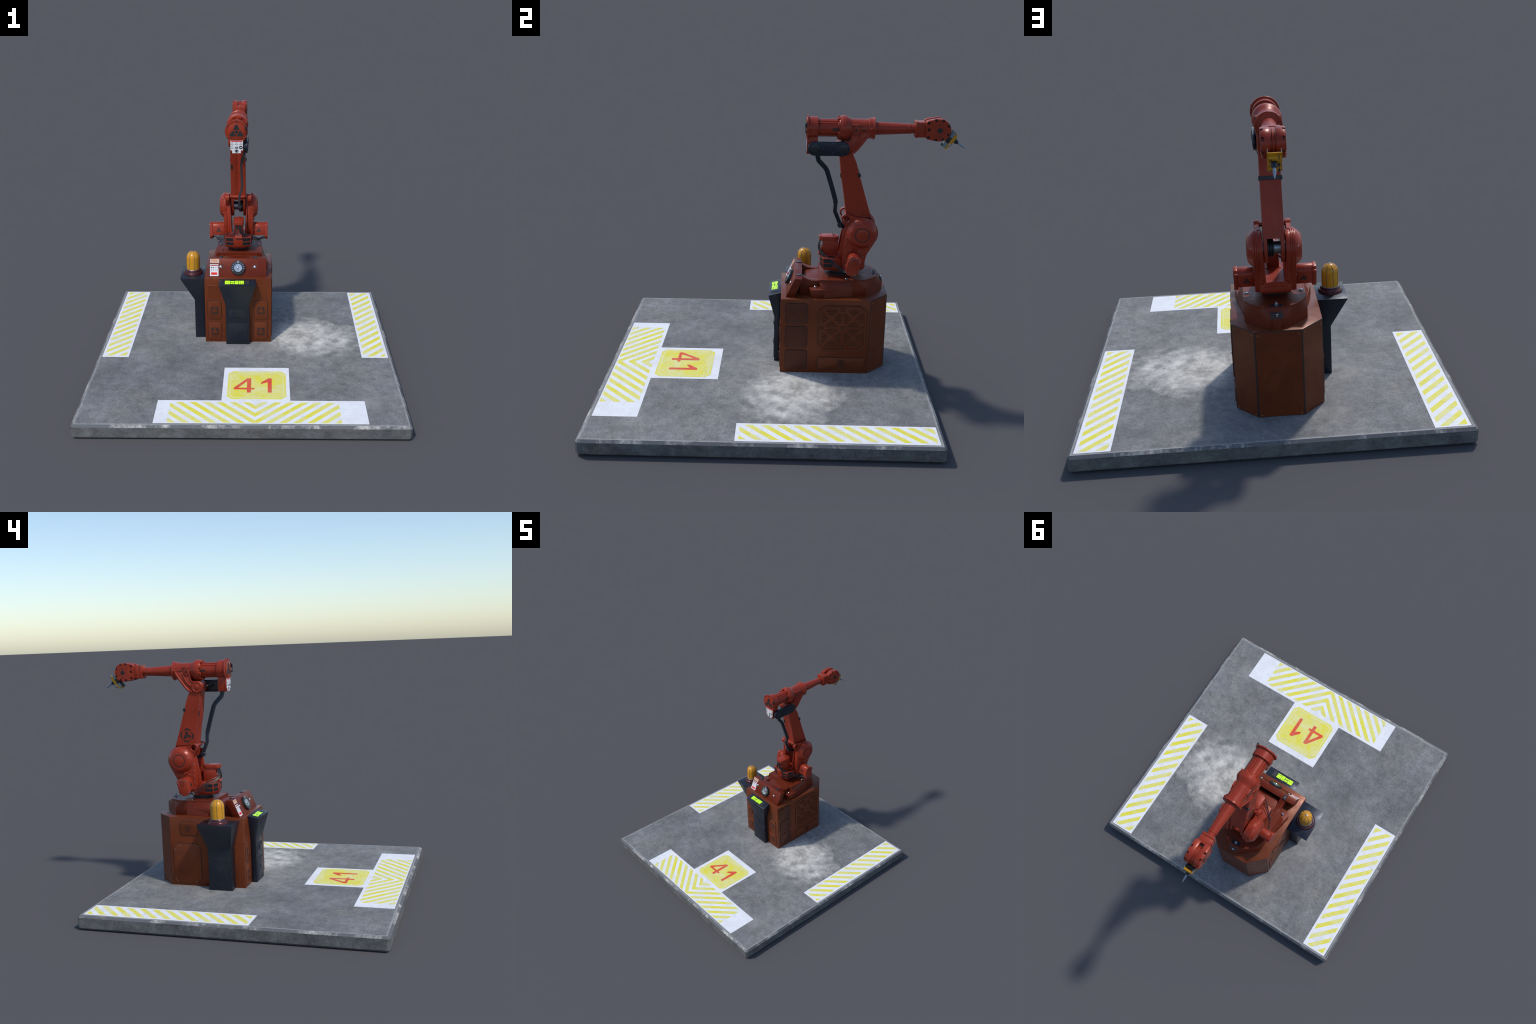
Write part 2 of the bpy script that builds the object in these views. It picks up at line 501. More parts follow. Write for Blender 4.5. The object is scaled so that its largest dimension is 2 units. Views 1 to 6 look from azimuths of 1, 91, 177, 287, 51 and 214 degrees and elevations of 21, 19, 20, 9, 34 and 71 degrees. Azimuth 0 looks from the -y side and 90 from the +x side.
for s, phase in ((strip_l, 0.012), (strip_r, 0.0)):
    x0, y0, x1, y1 = s[0] + 0.014, s[1] + 0.018, s[2] - 0.016, s[3] - 0.012
    for k in range(-3, 15):
        c = y0 - 0.140 + 0.0820 * k + phase
        # a band  c < v - (u - x0) < c + 0.040
        p = clip(clip(rect(x0, y0, x1, y1), -1 * -1, -1, -(c - x0)), -1, 1, c + 0.040 - x0)
        stripe(p)
cxm = 0.074
for sgn, u_end in ((-1, -0.412), (1, 0.552)):
    lo, hi = sorted((cxm, u_end))
    for k in range(-1, 11):
        # band where v - |u - cxm| lies between c and c + 0.038
        c = -0.968 - 0.55 + 0.0770 * k
        p = rect(lo, -0.962, hi, -0.752)
        p = clip(p, sgn, -1, -c + sgn * cxm)
        p = clip(p, -sgn, 1, c + 0.040 - sgn * cxm)
        stripe(p)
oct41 = crect(-0.094, -0.719, 0.254, -0.397, 0.030)
prism("number_plate", top, oct41, -0.001, 0.0010, "road_yellow", slab)
prism("number_plate_border", top, crect(-0.081, -0.706, 0.241, -0.410, 0.0285), -0.001, 0.00115, "road_pale", slab)
prism("number_plate", top, crect(-0.075, -0.700, 0.235, -0.416, 0.0275), -0.001, 0.0013, "road_yellow", slab)
prism("digit", top, [(0.022, -0.482), (0.046, -0.482), (0.046, -0.593), (0.066, -0.593), (0.066, -0.611), (0.046, -0.611),
                     (0.046, -0.646), (0.022, -0.646), (0.022, -0.611), (-0.056, -0.611), (-0.056, -0.592)], -0.001, 0.0017, "road_red", slab)
digit_hole = [(-0.030, -0.593), (0.022, -0.593), (0.022, -0.518)]
prism("digit_counter", top, digit_hole, -0.001, 0.0020, "road_yellow", slab)
prism("digit", top, [(0.105, -0.549), (0.145, -0.527), (0.145, -0.646), (0.169, -0.646), (0.169, -0.482), (0.148, -0.482), (0.105, -0.530)],
      -0.001, 0.0017, "road_red", slab)

# ------------------------------------------------------------------ cabinet
CX0, CX1, CY0, CY1, CZ = -0.2635, 0.1675, -0.003, 0.6005, 0.538
CYC = 0.4970
cab_poly = [(CX0, CY0), (CX1, CY0), (CX1, CYC), (0.0635, CY1), (-0.1590, CY1), (CX0, CYC)]
cabinet = prism("cabinet", flat_z(), cab_poly, ZT - 0.002, CZ, "rust", bevel=0.0014)

def raised_panel(name, fr, poly_fn, u0, v0, u1, v1, r, depth=0.0045, mat="panel", parent=None):
    """A panel standing a little proud on a slightly larger dark plate that shows as a dark outline."""
    g = 0.0035
    prism("panel_dark_outline", fr, poly_fn(u0 - g, v0 - g, u1 + g, v1 + g, r + g), -0.004, 0.0006, "groove" if mat != "black_panel" else "ink", parent)
    return prism(name, fr, poly_fn(u0, v0, u1, v1, r), -0.004, depth, mat, parent, bevel=0.0018)

def ring_latch(fr, u, v, r, h, parent, mat="panel"):
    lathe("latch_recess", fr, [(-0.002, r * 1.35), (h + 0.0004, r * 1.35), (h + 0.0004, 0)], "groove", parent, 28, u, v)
    bm = bmesh.new()
    add_ring(bm, fr, u, v, r * 0.66, r, h - 0.002, h + 0.0035, 28)
    add_prism(bm, fr, rect(u - r * 0.7, v - r * 0.16, u + r * 0.7, v + r * 0.16), h - 0.002, h + 0.0028)
    finish("latch", bm, mat, parent)

right = side_x(CX1)
for v0, v1 in ((0.391, 0.514), (0.246, 0.374), (0.109, 0.228)):
    raised_panel("cover_panel", right, rrect, 0.026, v0, 0.148, v1, 0.014, mat="dark_panel", parent=cabinet)
raised_panel("drawer", right, rrect, 0.212, 0.108, 0.479, 0.184, 0.008, parent=cabinet)
ring_latch(right, 0.346, 0.147, 0.018, 0.0045, cabinet)
vent = raised_panel("vent_panel", right, crect, 0.2095, 0.228, 0.481, 0.504, 0.034, 0.003, parent=cabinet)
# rim of the vent panel
bm = bmesh.new()
o, i = crect(0.2095, 0.228, 0.481, 0.504, 0.034), crect(0.219, 0.2375, 0.4715, 0.4945, 0.031)
vo = [[bm.verts.new(right(u, v, h)) for u, v in o] for h in (0.0, 0.0062)]
vi = [[bm.verts.new(right(u, v, h)) for u, v in i] for h in (0.0, 0.0062)]
for k in range(len(o)):
    j = (k + 1) % len(o)
    bm.faces.new((vo[0][k], vo[0][j], vo[1][j], vo[1][k]))
    bm.faces.new((vo[1][k], vo[1][j], vi[1][j], vi[1][k]))
    bm.faces.new((vi[1][k], vi[1][j], vi[0][j], vi[0][k]))
    bm.faces.new((vi[0][k], vi[0][j], vo[0][j], vo[0][k]))
finish("vent_rim", bm, "panel", cabinet, bevel=0.0012, seg=1)
# four quadrants, each an X of rounded triangular grilles filled with slats
slats, grilles = [], []
for qu in (0.2835, 0.4085):
    for qv in (0.309, 0.427):
        R = 0.055
        for k in range(4):
            a = radians(90 * k)
            d, n = (cos(a), sin(a)), (-sin(a), cos(a))
            tri = [(0.30, 0.0), (0.36, -0.14), (0.86, -0.62), (0.98, -0.50), (0.98, 0.50), (0.86, 0.62), (0.36, 0.14)]
            poly = [(qu + (d[0] * p + n[0] * q) * R, qv + (d[1] * p + n[1] * q) * R) for p, q in tri]
            grilles.append((right, poly, 0.0, 0.0036))
            vs = [p[1] for p in poly]
            lo, hi = min(vs), max(vs)
            cnt = max(3, int((hi - lo) / 0.0085))
            for t in range(cnt):
                y = lo + (hi - lo) * (t + 0.5) / cnt
                band = clip(clip(poly, 0, 1, y + 0.0019), 0, -1, -(y - 0.0019))
                if len(band) >= 3:
                    slats.append((right, band, 0.003, 0.0056))
prisms("vent_grille", grilles, "dark_panel", cabinet)
prisms("vent_slat", slats, "panel", cabinet)
for u, v in ((0.346, 0.368), (0.346, 0.484), (0.346, 0.250), (0.231, 0.368), (0.461, 0.368)):
    prism("screw_plate", right, crect(u - 0.012, v - 0.012, u + 0.012, v + 0.012, 0.004), 0.001, 0.0050, "dark_panel", cabinet, bevel=0.001, seg=1)
    bolt("panel", right, u, v, 0.0052, cabinet, "panel_screw")

front = side_y(CY0)
def buckle(fr, u, v, h, parent, mat="panel", s=1.0):
    """Rounded square finger latch: dark well, light flap, two dark finger notches."""
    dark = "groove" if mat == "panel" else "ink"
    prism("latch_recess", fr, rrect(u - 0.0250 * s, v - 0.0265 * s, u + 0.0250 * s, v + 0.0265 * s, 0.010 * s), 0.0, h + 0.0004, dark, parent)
    prism("latch", fr, rrect(u - 0.0175 * s, v - 0.0180 * s, u + 0.0175 * s, v + 0.0195 * s, 0.007 * s), h - 0.002, h + 0.0034, mat, parent, bevel=0.0012 * s, seg=1)
    prisms("latch_notch", [(fr, rrect(u + k * 0.0105 * s - 0.0055 * s, v + 0.0060 * s, u + k * 0.0105 * s + 0.0055 * s, v + 0.0200 * s, 0.003 * s, 2), h, h + 0.0038) for k in (-1, 1)]
           + [(fr, rrect(u - 0.0130 * s, v - 0.0150 * s, u + 0.0130 * s, v - 0.0105 * s, 0.002 * s, 2), h, h + 0.0038)], dark, parent)
for u0, u1 in ((-0.2445, -0.1585), (0.0565, 0.1425)):
    for v0, v1 in ((0.2525, 0.3850), (0.1030, 0.2330)):
        raised_panel("locker_panel", front, rrect, u0, v0, u1, v1, 0.013, 0.004, parent=cabinet)
        buckle(front, (u0 + u1) / 2, (v0 + v1) / 2 - 0.004, 0.004, cabinet)
    prism("locker_panel", front, rrect(u0 + 0.004, 0.404, u1 - 0.004, 0.490, 0.012), -0.004, 0.0012, "panel", cabinet, bevel=0.0008, seg=1)

left = side_x(CX0, -1)
raised_panel("cover_panel", left, rrect, 0.305, 0.4205, 0.4255, 0.506, 0.014, parent=cabinet)
ring_latch(left, 0.3705, 0.4655, 0.0165, 0.0045, cabinet)
raised_panel("access_door", left, crect, 0.289, 0.1035, 0.477, 0.3655, 0.030, 0.0045, parent=cabinet)
for u, v in ((0.300, 0.350), (0.432, 0.350), (0.466, 0.322), (0.466, 0.128), (0.458, 0.114), (0.318, 0.118), (0.303, 0.138)):
    bolt("rivet", left, u, v, 0.0045, cabinet, "rivet")

# rear faces: plain sheets between dark seams, riveted in the corners
rear_edges = [((CX1, CYC), (0.0635, CY1)), ((0.0635, CY1), (-0.1590, CY1)), ((-0.1590, CY1), (CX0, CYC))]
for (ax, ay), (bx, by) in rear_edges:
    a, b = V((ax, ay, 0)), V((bx, by, 0))
    U = (b - a).normalized()
    L = (b - a).length
    fr = Frame(a, U, (0, 0, 1), (U.y, -U.x, 0) if V((U.y, -U.x, 0)).dot(a - V((-0.048, 0.3, 0))) > 0 else (-U.y, U.x, 0))
    prism("sheet_panel", fr, rect(0.0045, ZT + 0.002, L - 0.0045, CZ - 0.006), -0.003, 0.0010, "panel", cabinet, bevel=0.0006, seg=1)
    prism("seam_strip", fr, rect(0.0004, ZT, L - 0.0004, CZ - 0.0012), -0.003, 0.0004, "seam", cabinet)
    for u in (0.016, L - 0.016):
        for v in (CZ - 0.020, ZT + 0.012):
            bolt("rivet", fr, u, v, 0.0008, cabinet, "rivet")

# ------------------------------------------------------------------ front control pedestal
FX0, FX1 = -0.127, 0.0257
def ped_ring(x0, x1, yf, yb, z, zb=None):
    zb = z if zb is None else zb
    return [V((x0, yf, z)), V((x1, yf, z)), V((x1, yb, zb)), V((x0, yb, zb))]
ped = loft("control_pedestal", [ped_ring(FX0, FX1, -0.039, 0.002, ZT - 0.002), ped_ring(FX0, FX1, -0.039, 0.002, 0.366),
                                ped_ring(-0.1675, 0.0672, -0.0750, 0.002, 0.5180, 0.5365)], "black", bevel=0.0010, smooth=25)
pf = side_y(-0.039)
raised_panel("pedestal_panel", pf, rrect, -0.1105, 0.272, 0.0025, 0.334, 0.007, 0.0030, "black_panel", ped)
raised_panel("pedestal_panel", pf, rrect, -0.1165, 0.100, 0.0155, 0.238, 0.012, 0.0035, "black_panel", ped)
for v in (0.300, 0.176):
    buckle(pf, -0.052, v, 0.003, ped, "black_panel", 0.55)
ptop = Frame((0, -0.0750, 0.5180), (1, 0, 0), (0, 0.077, 0.0185))
prism("display_bezel", ptop, rrect(-0.1325, 0.012, 0.0275, 0.062, 0.002), -0.002, 0.0025, "rubber", ped, bevel=0.0008, seg=1)
hs, he = 0.0020, 0.0031
def disp(u0, v0, u1, v1):
    prism("display_screen", ptop, rect(u0, v0, u1, v1), hs, he, "screen", ped)
disp(-0.129, 0.018, -0.0965, 0.053)
disp(-0.0935, 0.038, -0.0700, 0.050)
disp(-0.0935, 0.020, -0.0700, 0.032)
disp(-0.0665, 0.018, -0.0430, 0.053)
disp(-0.0395, 0.018, -0.0080, 0.053)
glyphs = []
for u, v, w, h in ((-0.061, 0.044, 0.006, 0.006), (-0.058, 0.034, 0.010, 0.002), (-0.034, 0.027, 0.007, 0.007), (-0.018, 0.027, 0.007, 0.007),
                   (-0.034, 0.045, 0.006, 0.005), (-0.018, 0.041, 0.007, 0.003), (-0.121, 0.030, 0.002, 0.014), (-0.113, 0.034, 0.008, 0.002),
                   (-0.105, 0.028, 0.002, 0.012), (-0.085, 0.025, 0.008, 0.002)):
    glyphs.append((ptop, rect(u, v - h / 2, u + w, v + h / 2), hs, he + 0.0004))
prisms("display_glyph", glyphs, "groove", ped)
keys = [(ptop, rrect(0.0005 + 0.0064 * i, 0.019 + 0.0095 * j, 0.0050 + 0.0064 * i, 0.0250 + 0.0095 * j, 0.001, 2), hs, he + 0.001)
        for i in range(4) for j in range(4)]
prisms("keypad_key", keys, "key", ped)

# ------------------------------------------------------------------ lamp pedestal and warning lamp
def lp_ring(xo, y0, y1, z):
    return [V((xo, y0, z)), V((-0.262, y0, z)), V((-0.262, y1, z)), V((xo, y1, z))]
lped = loft("lamp_pedestal", [lp_ring(-0.335, 0.061, 0.215, ZT - 0.002), lp_ring(-0.335, 0.061, 0.215, 0.360),
                              lp_ring(-0.4215, 0.020, 0.2515, 0.5248)], "black", bevel=0.0010, smooth=25)
raised_panel("pedestal_panel", side_x(-0.335, -1), rrect, 0.098, 0.144, 0.182, 0.292, 0.007, 0.0030, "black_panel", lped)
buckle(side_x(-0.335, -1), 0.140, 0.218, 0.003, lped, "black_panel", 0.6)
LX, LY, LZ = -0.3445, 0.1350, 0.5248
lf = Frame((LX, LY, LZ), (1, 0, 0), (0, 1, 0))
lamp_base = lathe("warning_lamp", lf, [(-0.001, 0.0640), (0.006, 0.0640), (0.012, 0.0600), (0.0155, 0.0560), (0.0165, 0.0540), (0.0185, 0.0540),
                                       (0.025, 0.0495), (0.0275, 0.0480), (0.0275, 0.030), (0.0275, 0)], "maroon", n=48)
lathe("lamp_collar", lf, [(0.024, 0.0470), (0.0300, 0.0470), (0.0315, 0.0455), (0.0315, 0)], "dull_steel", lamp_base, 48)
bm = bmesh.new()
add_ring(bm, lf, 0, 0, 0.0535, 0.0556, 0.0150, 0.0172, 48)
finish("lamp_trim", bm, "dull_steel", lamp_base)
dome = [(0.0290, 0.0434), (0.106, 0.0434)]
for k in range(1, 11):
    a = pi / 2 * k / 10
    dome.append((0.106 + 0.0450 * sin(a), 0.0434 * cos(a)))
dome[-1] = (dome[-1][0], 0)
lathe("lamp_dome", lf, dome, "amber", lamp_base, 48, smooth=50)
lathe("lamp_cap", lf, [(0.149, 0.006), (0.1525, 0.005), (0.1535, 0.0)], "dull_steel", lamp_base, 16)
bm = bmesh.new()
for k in range(8):
    a = 2 * pi * (k + 0.35) / 8
    path = [lf(cos(a) * (r + 0.0006), sin(a) * (r + 0.0006), h) for h, r in dome]
    add_sweep(bm, path, disc_section(0.0011, 6), ref=(-sin(a), cos(a), 0))
finish("lamp_cage", bm, "wire", lamp_base)
for k in range(16):
    a = 2 * pi * k / 16
    bolt("lamp", Frame(lf(0.0622 * cos(a), 0.0622 * sin(a), 0.009), (-sin(a), cos(a), 0), (-cos(a) * 0.5, -sin(a) * 0.5, 0.8)), 0, 0, -0.0022, lamp_base, "rivet")

# ------------------------------------------------------------------ control box on the cabinet top
KX0, KX1 = -0.231, 0.1345
box = prism("control_box", side_x(), [(0.0240, CZ - 0.002), (0.0725, CZ - 0.002), (0.1165, 0.6450), (0.0735, 0.6480)], KX0, KX1, "deep", bevel=0.0012)
kf = Frame((0, 0.0245, 0.5380), (1, 0, 0), (0, 0.049, 0.110))
KL = math.hypot(0.049, 0.110)
prism("warning_label", kf, rect(-0.2285, 0.0905, -0.1700, 0.1170), -0.002, 0.0008, "label_grey", box)
prisms("label_print", [(kf, rect(-0.2150, 0.1045, -0.1840, 0.1130), 0, 0.0012)], "label_orange", box, stuff=False)
prisms("label_print", [(kf, rect(-0.2230, 0.0940 + 0.004 * i, -0.1760, 0.0960 + 0.004 * i), 0, 0.0011) for i in range(2)]
       + [(kf, rect(u, 0.1045, u + 0.006, 0.1120), 0, 0.0011) for u in (-0.2240, -0.1800)], "label_orange", box)
prism("warning_label", kf, rect(-0.2285, 0.0065, -0.1735, 0.0830), -0.002, 0.0008, "white", box)
prisms("label_print", [(kf, rect(-0.2250, 0.0725, -0.1775, 0.0790), 0, 0.0012)], "label_dark_red", box, stuff=False)
prisms("label_print", [(kf, rect(-0.2215, 0.0145, -0.1815, 0.0305), 0, 0.0012)], "label_red", box, stuff=False)
marks, rmarks = [], []
for j in range(3):
    for i in range(4):
        u, v = -0.2235 + 0.0122 * i, 0.0595 - 0.0110 * j
        big = 0.0042 if (j == 0 and i < 2) else 0.0028
        item = (kf, [(u + 0.0035 + big * cos(2 * pi * k / 8), v + 0.003 + big * sin(2 * pi * k / 8)) for k in range(8)], 0, 0.0011)
        (rmarks if (j == 2 and i in (1, 2)) else marks).append(item)
prisms("label_print", marks, "ink", box)
prisms("label_print", rmarks, "label_dark_red", box)
# gauge wheel
gu, gv = -0.0472, 0.0595
gauge = lathe("gauge", kf, [(-0.002, 0.0465), (0.011, 0.0465), (0.0155, 0.0435), (0.0155, 0.031), (0.0125, 0.0285), (0.0125, 0)], "rubber", box, 48, gu, gv)
lathe("gauge_dial", kf, [(0.011, 0.0275), (0.0150, 0.0275), (0.0165, 0.0255), (0.0155, 0.008), (0.0200, 0.0055), (0.0215, 0.0)], "steel", gauge, 40, gu, gv)
prism("gauge_needle", kf, rect(gu - 0.0013, gv - 0.020, gu + 0.0013, gv - 0.006), 0.015, 0.0172, "rubber", gauge)
prism("gauge_notch", kf, rect(gu - 0.009, gv + 0.030, gu + 0.009, gv + 0.0462), 0.010, 0.0163, "dull_steel", gauge, bevel=0.001, seg=1)
prisms("gauge_mark", [(Frame(kf(gu, gv), kf.U * cos(a) + kf.W * sin(a), kf.W * cos(a) - kf.U * sin(a)), rect(0.0315, -0.0022, 0.0425, 0.0022), 0.015, 0.0162)
                      for a in (radians(d) for d in (120, 142, 165, 188, 208, -8, 14, 36, 58))], "dull_steel", gauge)
for u, sg in ((-0.159, 1), (0.0603, -1)):
    prism("button_recess", kf, rect(u - 0.016, 0.050, u + 0.020, 0.084) if sg > 0 else rect(u - 0.020, 0.050, u + 0.016, 0.084), -0.001, 0.0006, "groove", box)
    prism("button_plate", kf, rect(u - 0.016, 0.0500, u + 0.0185, 0.0825) if sg > 0 else rect(u - 0.0185, 0.0500, u + 0.016, 0.0825), -0.001, 0.0012, "deep", box)
    ball = [(0.0, 0.0105)] + [(0.0006 + 0.0055 * sin(a), 0.0105 * cos(a)) for a in [pi / 2 * k / 7 for k in range(7)]] + [(0.0061, 0)]
    lathe("button", kf, ball, "steel", box, 24, u, 0.0660, smooth=60)
for u in (-0.158, 0.0622):
    prism("box_latch", flat_z(0.6462), rrect(u - 0.0105, 0.0790, u + 0.0105, 0.1165, 0.002, 2), -0.004, 0.0030, "rubber", box, bevel=0.0008, seg=1)
    prism("latch_tongue", flat_z(0.6462), rect(u - 0.004, 0.088, u + 0.004, 0.107), 0, 0.0042, "dull_steel", box, bevel=0.0006, seg=1)

# ------------------------------------------------------------------ base plate under the robot
BX = -0.0465
def base_outline(nose=0.0, yf=0.215, yback=0.5520, hw=0.1500):
    """Straight front, round back; nose pushes out the blunt rear foot."""
    cy = yback - hw
    out = [(BX - hw, yf), (BX + hw, yf)]
    for u, v in arc(BX, cy, hw, 0, 180, 36):
        d = abs(u - BX)
        tipy = 0.5785 if d < 0.030 else 0.5785 - (d - 0.030) * 0.85
        out.append((u, v + nose * max(0.0, tipy - v)))
    return out
PZ = 0.633
base = loft("base_plate", [[V((u, v, z)) for u, v in base_outline(n)] for z, n in ((CZ - 0.002, 1.0), (0.5860, 1.0), (0.6180, 0.25), (0.6250, 0.0), (PZ, 0.0))],
            "plate", bevel=0.0012, seg=1)
for s in (-1, 1):
    bxs = lambda d: BX + s * d
    ear = hull([(bxs(0.1525) + 0.0385 * cos(t), 0.1945 + 0.0385 * sin(t)) for t in [2 * pi * k / 24 for k in range(24)]]
               + [(bxs(0.09), 0.156), (bxs(0.09), 0.40), (bxs(0.149), 0.40)])
    prism("mounting_ear", flat_z(), ear, CZ - 0.002, 0.586, "plate", base, bevel=0.0025)
    # web rising from the ear to the plate
    loft("ear_web", [[V((bxs(d), y, z)) for d, z in sec] for y, sec in (
        (0.2155, ((0.10, CZ), (0.170, CZ), (0.168, 0.587), (0.1490, 0.622), (0.10, 0.622))),
        (0.2450, ((0.10, CZ), (0.186, CZ), (0.176, 0.587), (0.1490, 0.624), (0.10, 0.624))),
        (0.4000, ((0.10, CZ), (0.151, CZ), (0.1502, 0.587), (0.1485, 0.626), (0.10, 0.626))))], "plate", base, bevel=0.0012, seg=1)
    bolt("floor", flat_z(0.586), bxs(0.1500), 0.1910, 0.004, base)
    bolt("plug", flat_z(PZ), bxs(0.1080), 0.2680, 0.0005, base, "plug")
    # side bolts stand in dark pockets cut through the rim
    prism("bolt_pocket", flat_z(PZ), rect(bxs(0.131) - 0.016, 0.3555, bxs(0.131) + 0.016, 0.3755), -0.004, 0.0008, "rubber", base)
    bolt("floor", flat_z(PZ), bxs(0.1310), 0.3650, -0.001, base)
prism("bolt_pocket", flat_z(PZ), rect(BX - 0.030, 0.5170, BX + 0.030, 0.5440), -0.004, 0.0014, "black", base, bevel=0.0006, seg=1)
bolt("floor", flat_z(PZ), BX - 0.001, 0.5310, 0.006, base)
lathe("stud", flat_z(PZ), [(0, 0.0045), (0.020, 0.0045), (0.021, 0.003), (0.021, 0)], "bolt", base, 10, BX - 0.001, 0.5310)
# pocket in the rear foot with its own bolt
prism("foot_pocket", side_x(BX), [(0.5550, 0.5890), (0.5800, 0.5870), (0.5790, 0.5880), (0.5700, 0.6090), (0.5600, 0.6150), (0.5550, 0.6150)], -0.028, 0.028, "groove", base, bevel=0.0008, seg=1)
bolt("floor", flat_z(0.592), BX - 0.001, 0.5700, 0.010, base)
# curved ramp from the control box up to the plate, with a rib at each side
ramp_prof = lambda d: [(0.212 + 0.01, CZ), (0.212 + 0.01, 0.6210 - d), (0.195, 0.6185 - d), (0.170, 0.6190 - d), (0.145, 0.6260 - d), (0.125, 0.6370 - d), (0.108, 0.6440 - d), (0.100, CZ)]
ramp_ob = prism("ramp", side_x(BX), [(0.222, CZ), (0.222, 0.6200), (0.125, 0.6080), (0.120, CZ)], -0.118, 0.118, "plate", base, bevel=0.001)
for s in (-1, 1):
    a, b = sorted((s * 0.086, s * 0.126))
    prism("ramp_rib", side_x(BX), ramp_prof(0), a, b, "plate", base, bevel=0.0015)

# ------------------------------------------------------------------ turret
AX = -0.0525
lathe("turntable_hub", flat_z(PZ), [(-0.001, 0.0700), (0.006, 0.0700), (0.010, 0.0660), (0.034, 0.0660), (0.034, 0)], "rubber", base, 56, AX, 0.335)
half = [(0.0240, 0.2170), (0.0845, 0.2325), (0.0885, 0.2930), (0.0800, 0.3350), (0.0755, 0.3500), (0.0750, 0.4620), (0.0680, 0.4700)]
outl = [(AX - d, y) for d, y in half[::-1]] + [(AX + d, y) for d, y in half]
def shrink(poly, k, cy=0.335):
    return [(AX + (u - AX) * k, cy + (v - cy) * k) for u, v in poly]
turret = loft("turret", [[V((u, v, 0.6650)) for u, v in shrink(outl, 0.93)], [V((u, v, 0.6800)) for u, v in outl],
                         [V((u, v, 0.7370 if v < 0.34 else 0.7150)) for u, v in outl]], "red", bevel=0.0020)
prism("turret_saddle", side_x(AX), [(0.3000, 0.6950), (0.4660, 0.6950), (0.4715, 0.7020), (0.4715, 0.7265), (0.3300, 0.7400), (0.3000, 0.7372)], -0.0560, 0.0560, "red", turret, bevel=0.0015, seg=1)
teeth = []
for k in range(44):
    a = 2 * pi * k / 44
    c, s_ = cos(a), sin(a)
    teeth.append((Frame((AX, 0.335, 0), (c, s_, 0), (-s_, c, 0)), rect(0.060, -0.0030, 0.0800 if abs(c) > 0.5 else 0.1080, 0.0030), 0.6580, 0.6690))
prisms("gear_teeth", teeth, "red", turret)
# black ventilation grilles on the faces of the turret
def face_frame(p, q, z=0.0):
    a, b = V((p[0], p[1], z)), V((q[0], q[1], z))
    U = (b - a).normalized()
    n = V((U.y, -U.x, 0))
    if n.dot(a - V((AX, 0.335, 0))) < 0:
        n = -n
    return Frame(a, U, (0, 0, 1), n), (b - a).length
for s in (-1, 1):
    for (p, q, m0, m1) in ((half[0], half[1], 0.10, 0.92), (half[1], half[2], 0.06, 0.90)):
        fr, L = face_frame((AX + s * p[0], p[1]), (AX + s * q[0], q[1]))
        for v0, v1 in ((0.6835, 0.7045), (0.7110, 0.7330)):
            prism("vent_grille", fr, rrect(L * m0, v0, L * m1, v1, 0.002, 2), -0.002, 0.0008, "ink", turret)
            prisms("vent_slat", [(fr, rect(L * m0 + 0.003, v0 + 0.003 + 0.0042 * i, L * m1 - 0.003, v0 + 0.0048 + 0.0042 * i), 0.0, 0.0018) for i in range(4)], "rubber", turret)

# cable box on the turret
def lid_outline(g):
    x0, x1, y0, y1 = -0.0835 - g, -0.0140 + g, 0.2100 - g, 0.3220 + g
    xm = (x0 + x1) / 2
    r = (x1 - x0) / 2
    return [(x0 + 0.010, y0), (x1 - 0.010, y0), (x1, y0 + 0.012)] + [(xm + r * cos(a), y1 - r * 0.75 + r * 0.75 * sin(a)) for a in [pi * k / 12 for k in range(13)]] + [(x0, y0 + 0.012)]
col = prism("cable_box", flat_z(), [(-0.0790, 0.2310), (-0.0190, 0.2310), (-0.0190, 0.3180), (-0.0790, 0.3180)], 0.735, 0.828, "red", turret, bevel=0.004)
prism("cable_box_flange", flat_z(), rrect(-0.088, 0.222, -0.010, 0.328, 0.008), 0.735, 0.7435, "red", turret, bevel=0.001, seg=1)
lid = prism("cable_box_lid", flat_z(), lid_outline(0), 0.8255, 0.8500, "red", turret, bevel=0.0018)
bm = bmesh.new()
add_ring(bm, flat_z(0.8500), -0.0490, 0.2960, 0.0110, 0.0165, -0.001, 0.0022, 28)
finish("port_ring", bm, "red", turret)
for u, v in ((-0.075, 0.219), (-0.023, 0.219), (-0.075, 0.290), (-0.023, 0.290)):
    bolt("dark", flat_z(0.850), u, v, 0, turret)
bolt("dark", side_y(0.231), -0.068, 0.748, 0, turret)
bolt("dark", side_y(0.231), -0.030, 0.748, 0, turret)
prism("cable_box_foot", side_x(-0.049), [(0.2040, 0.7390), (0.2330, 0.7390), (0.2330, 0.7950)], -0.024, 0.024, "red", turret, bevel=0.001, seg=1)
slope = Frame((-0.049, 0.2040, 0.7390), (1, 0, 0), (0, 0.029, 0.056), (0, -0.056, 0.029))
emblem(slope, 0, 0.024, 0.0140, turret)

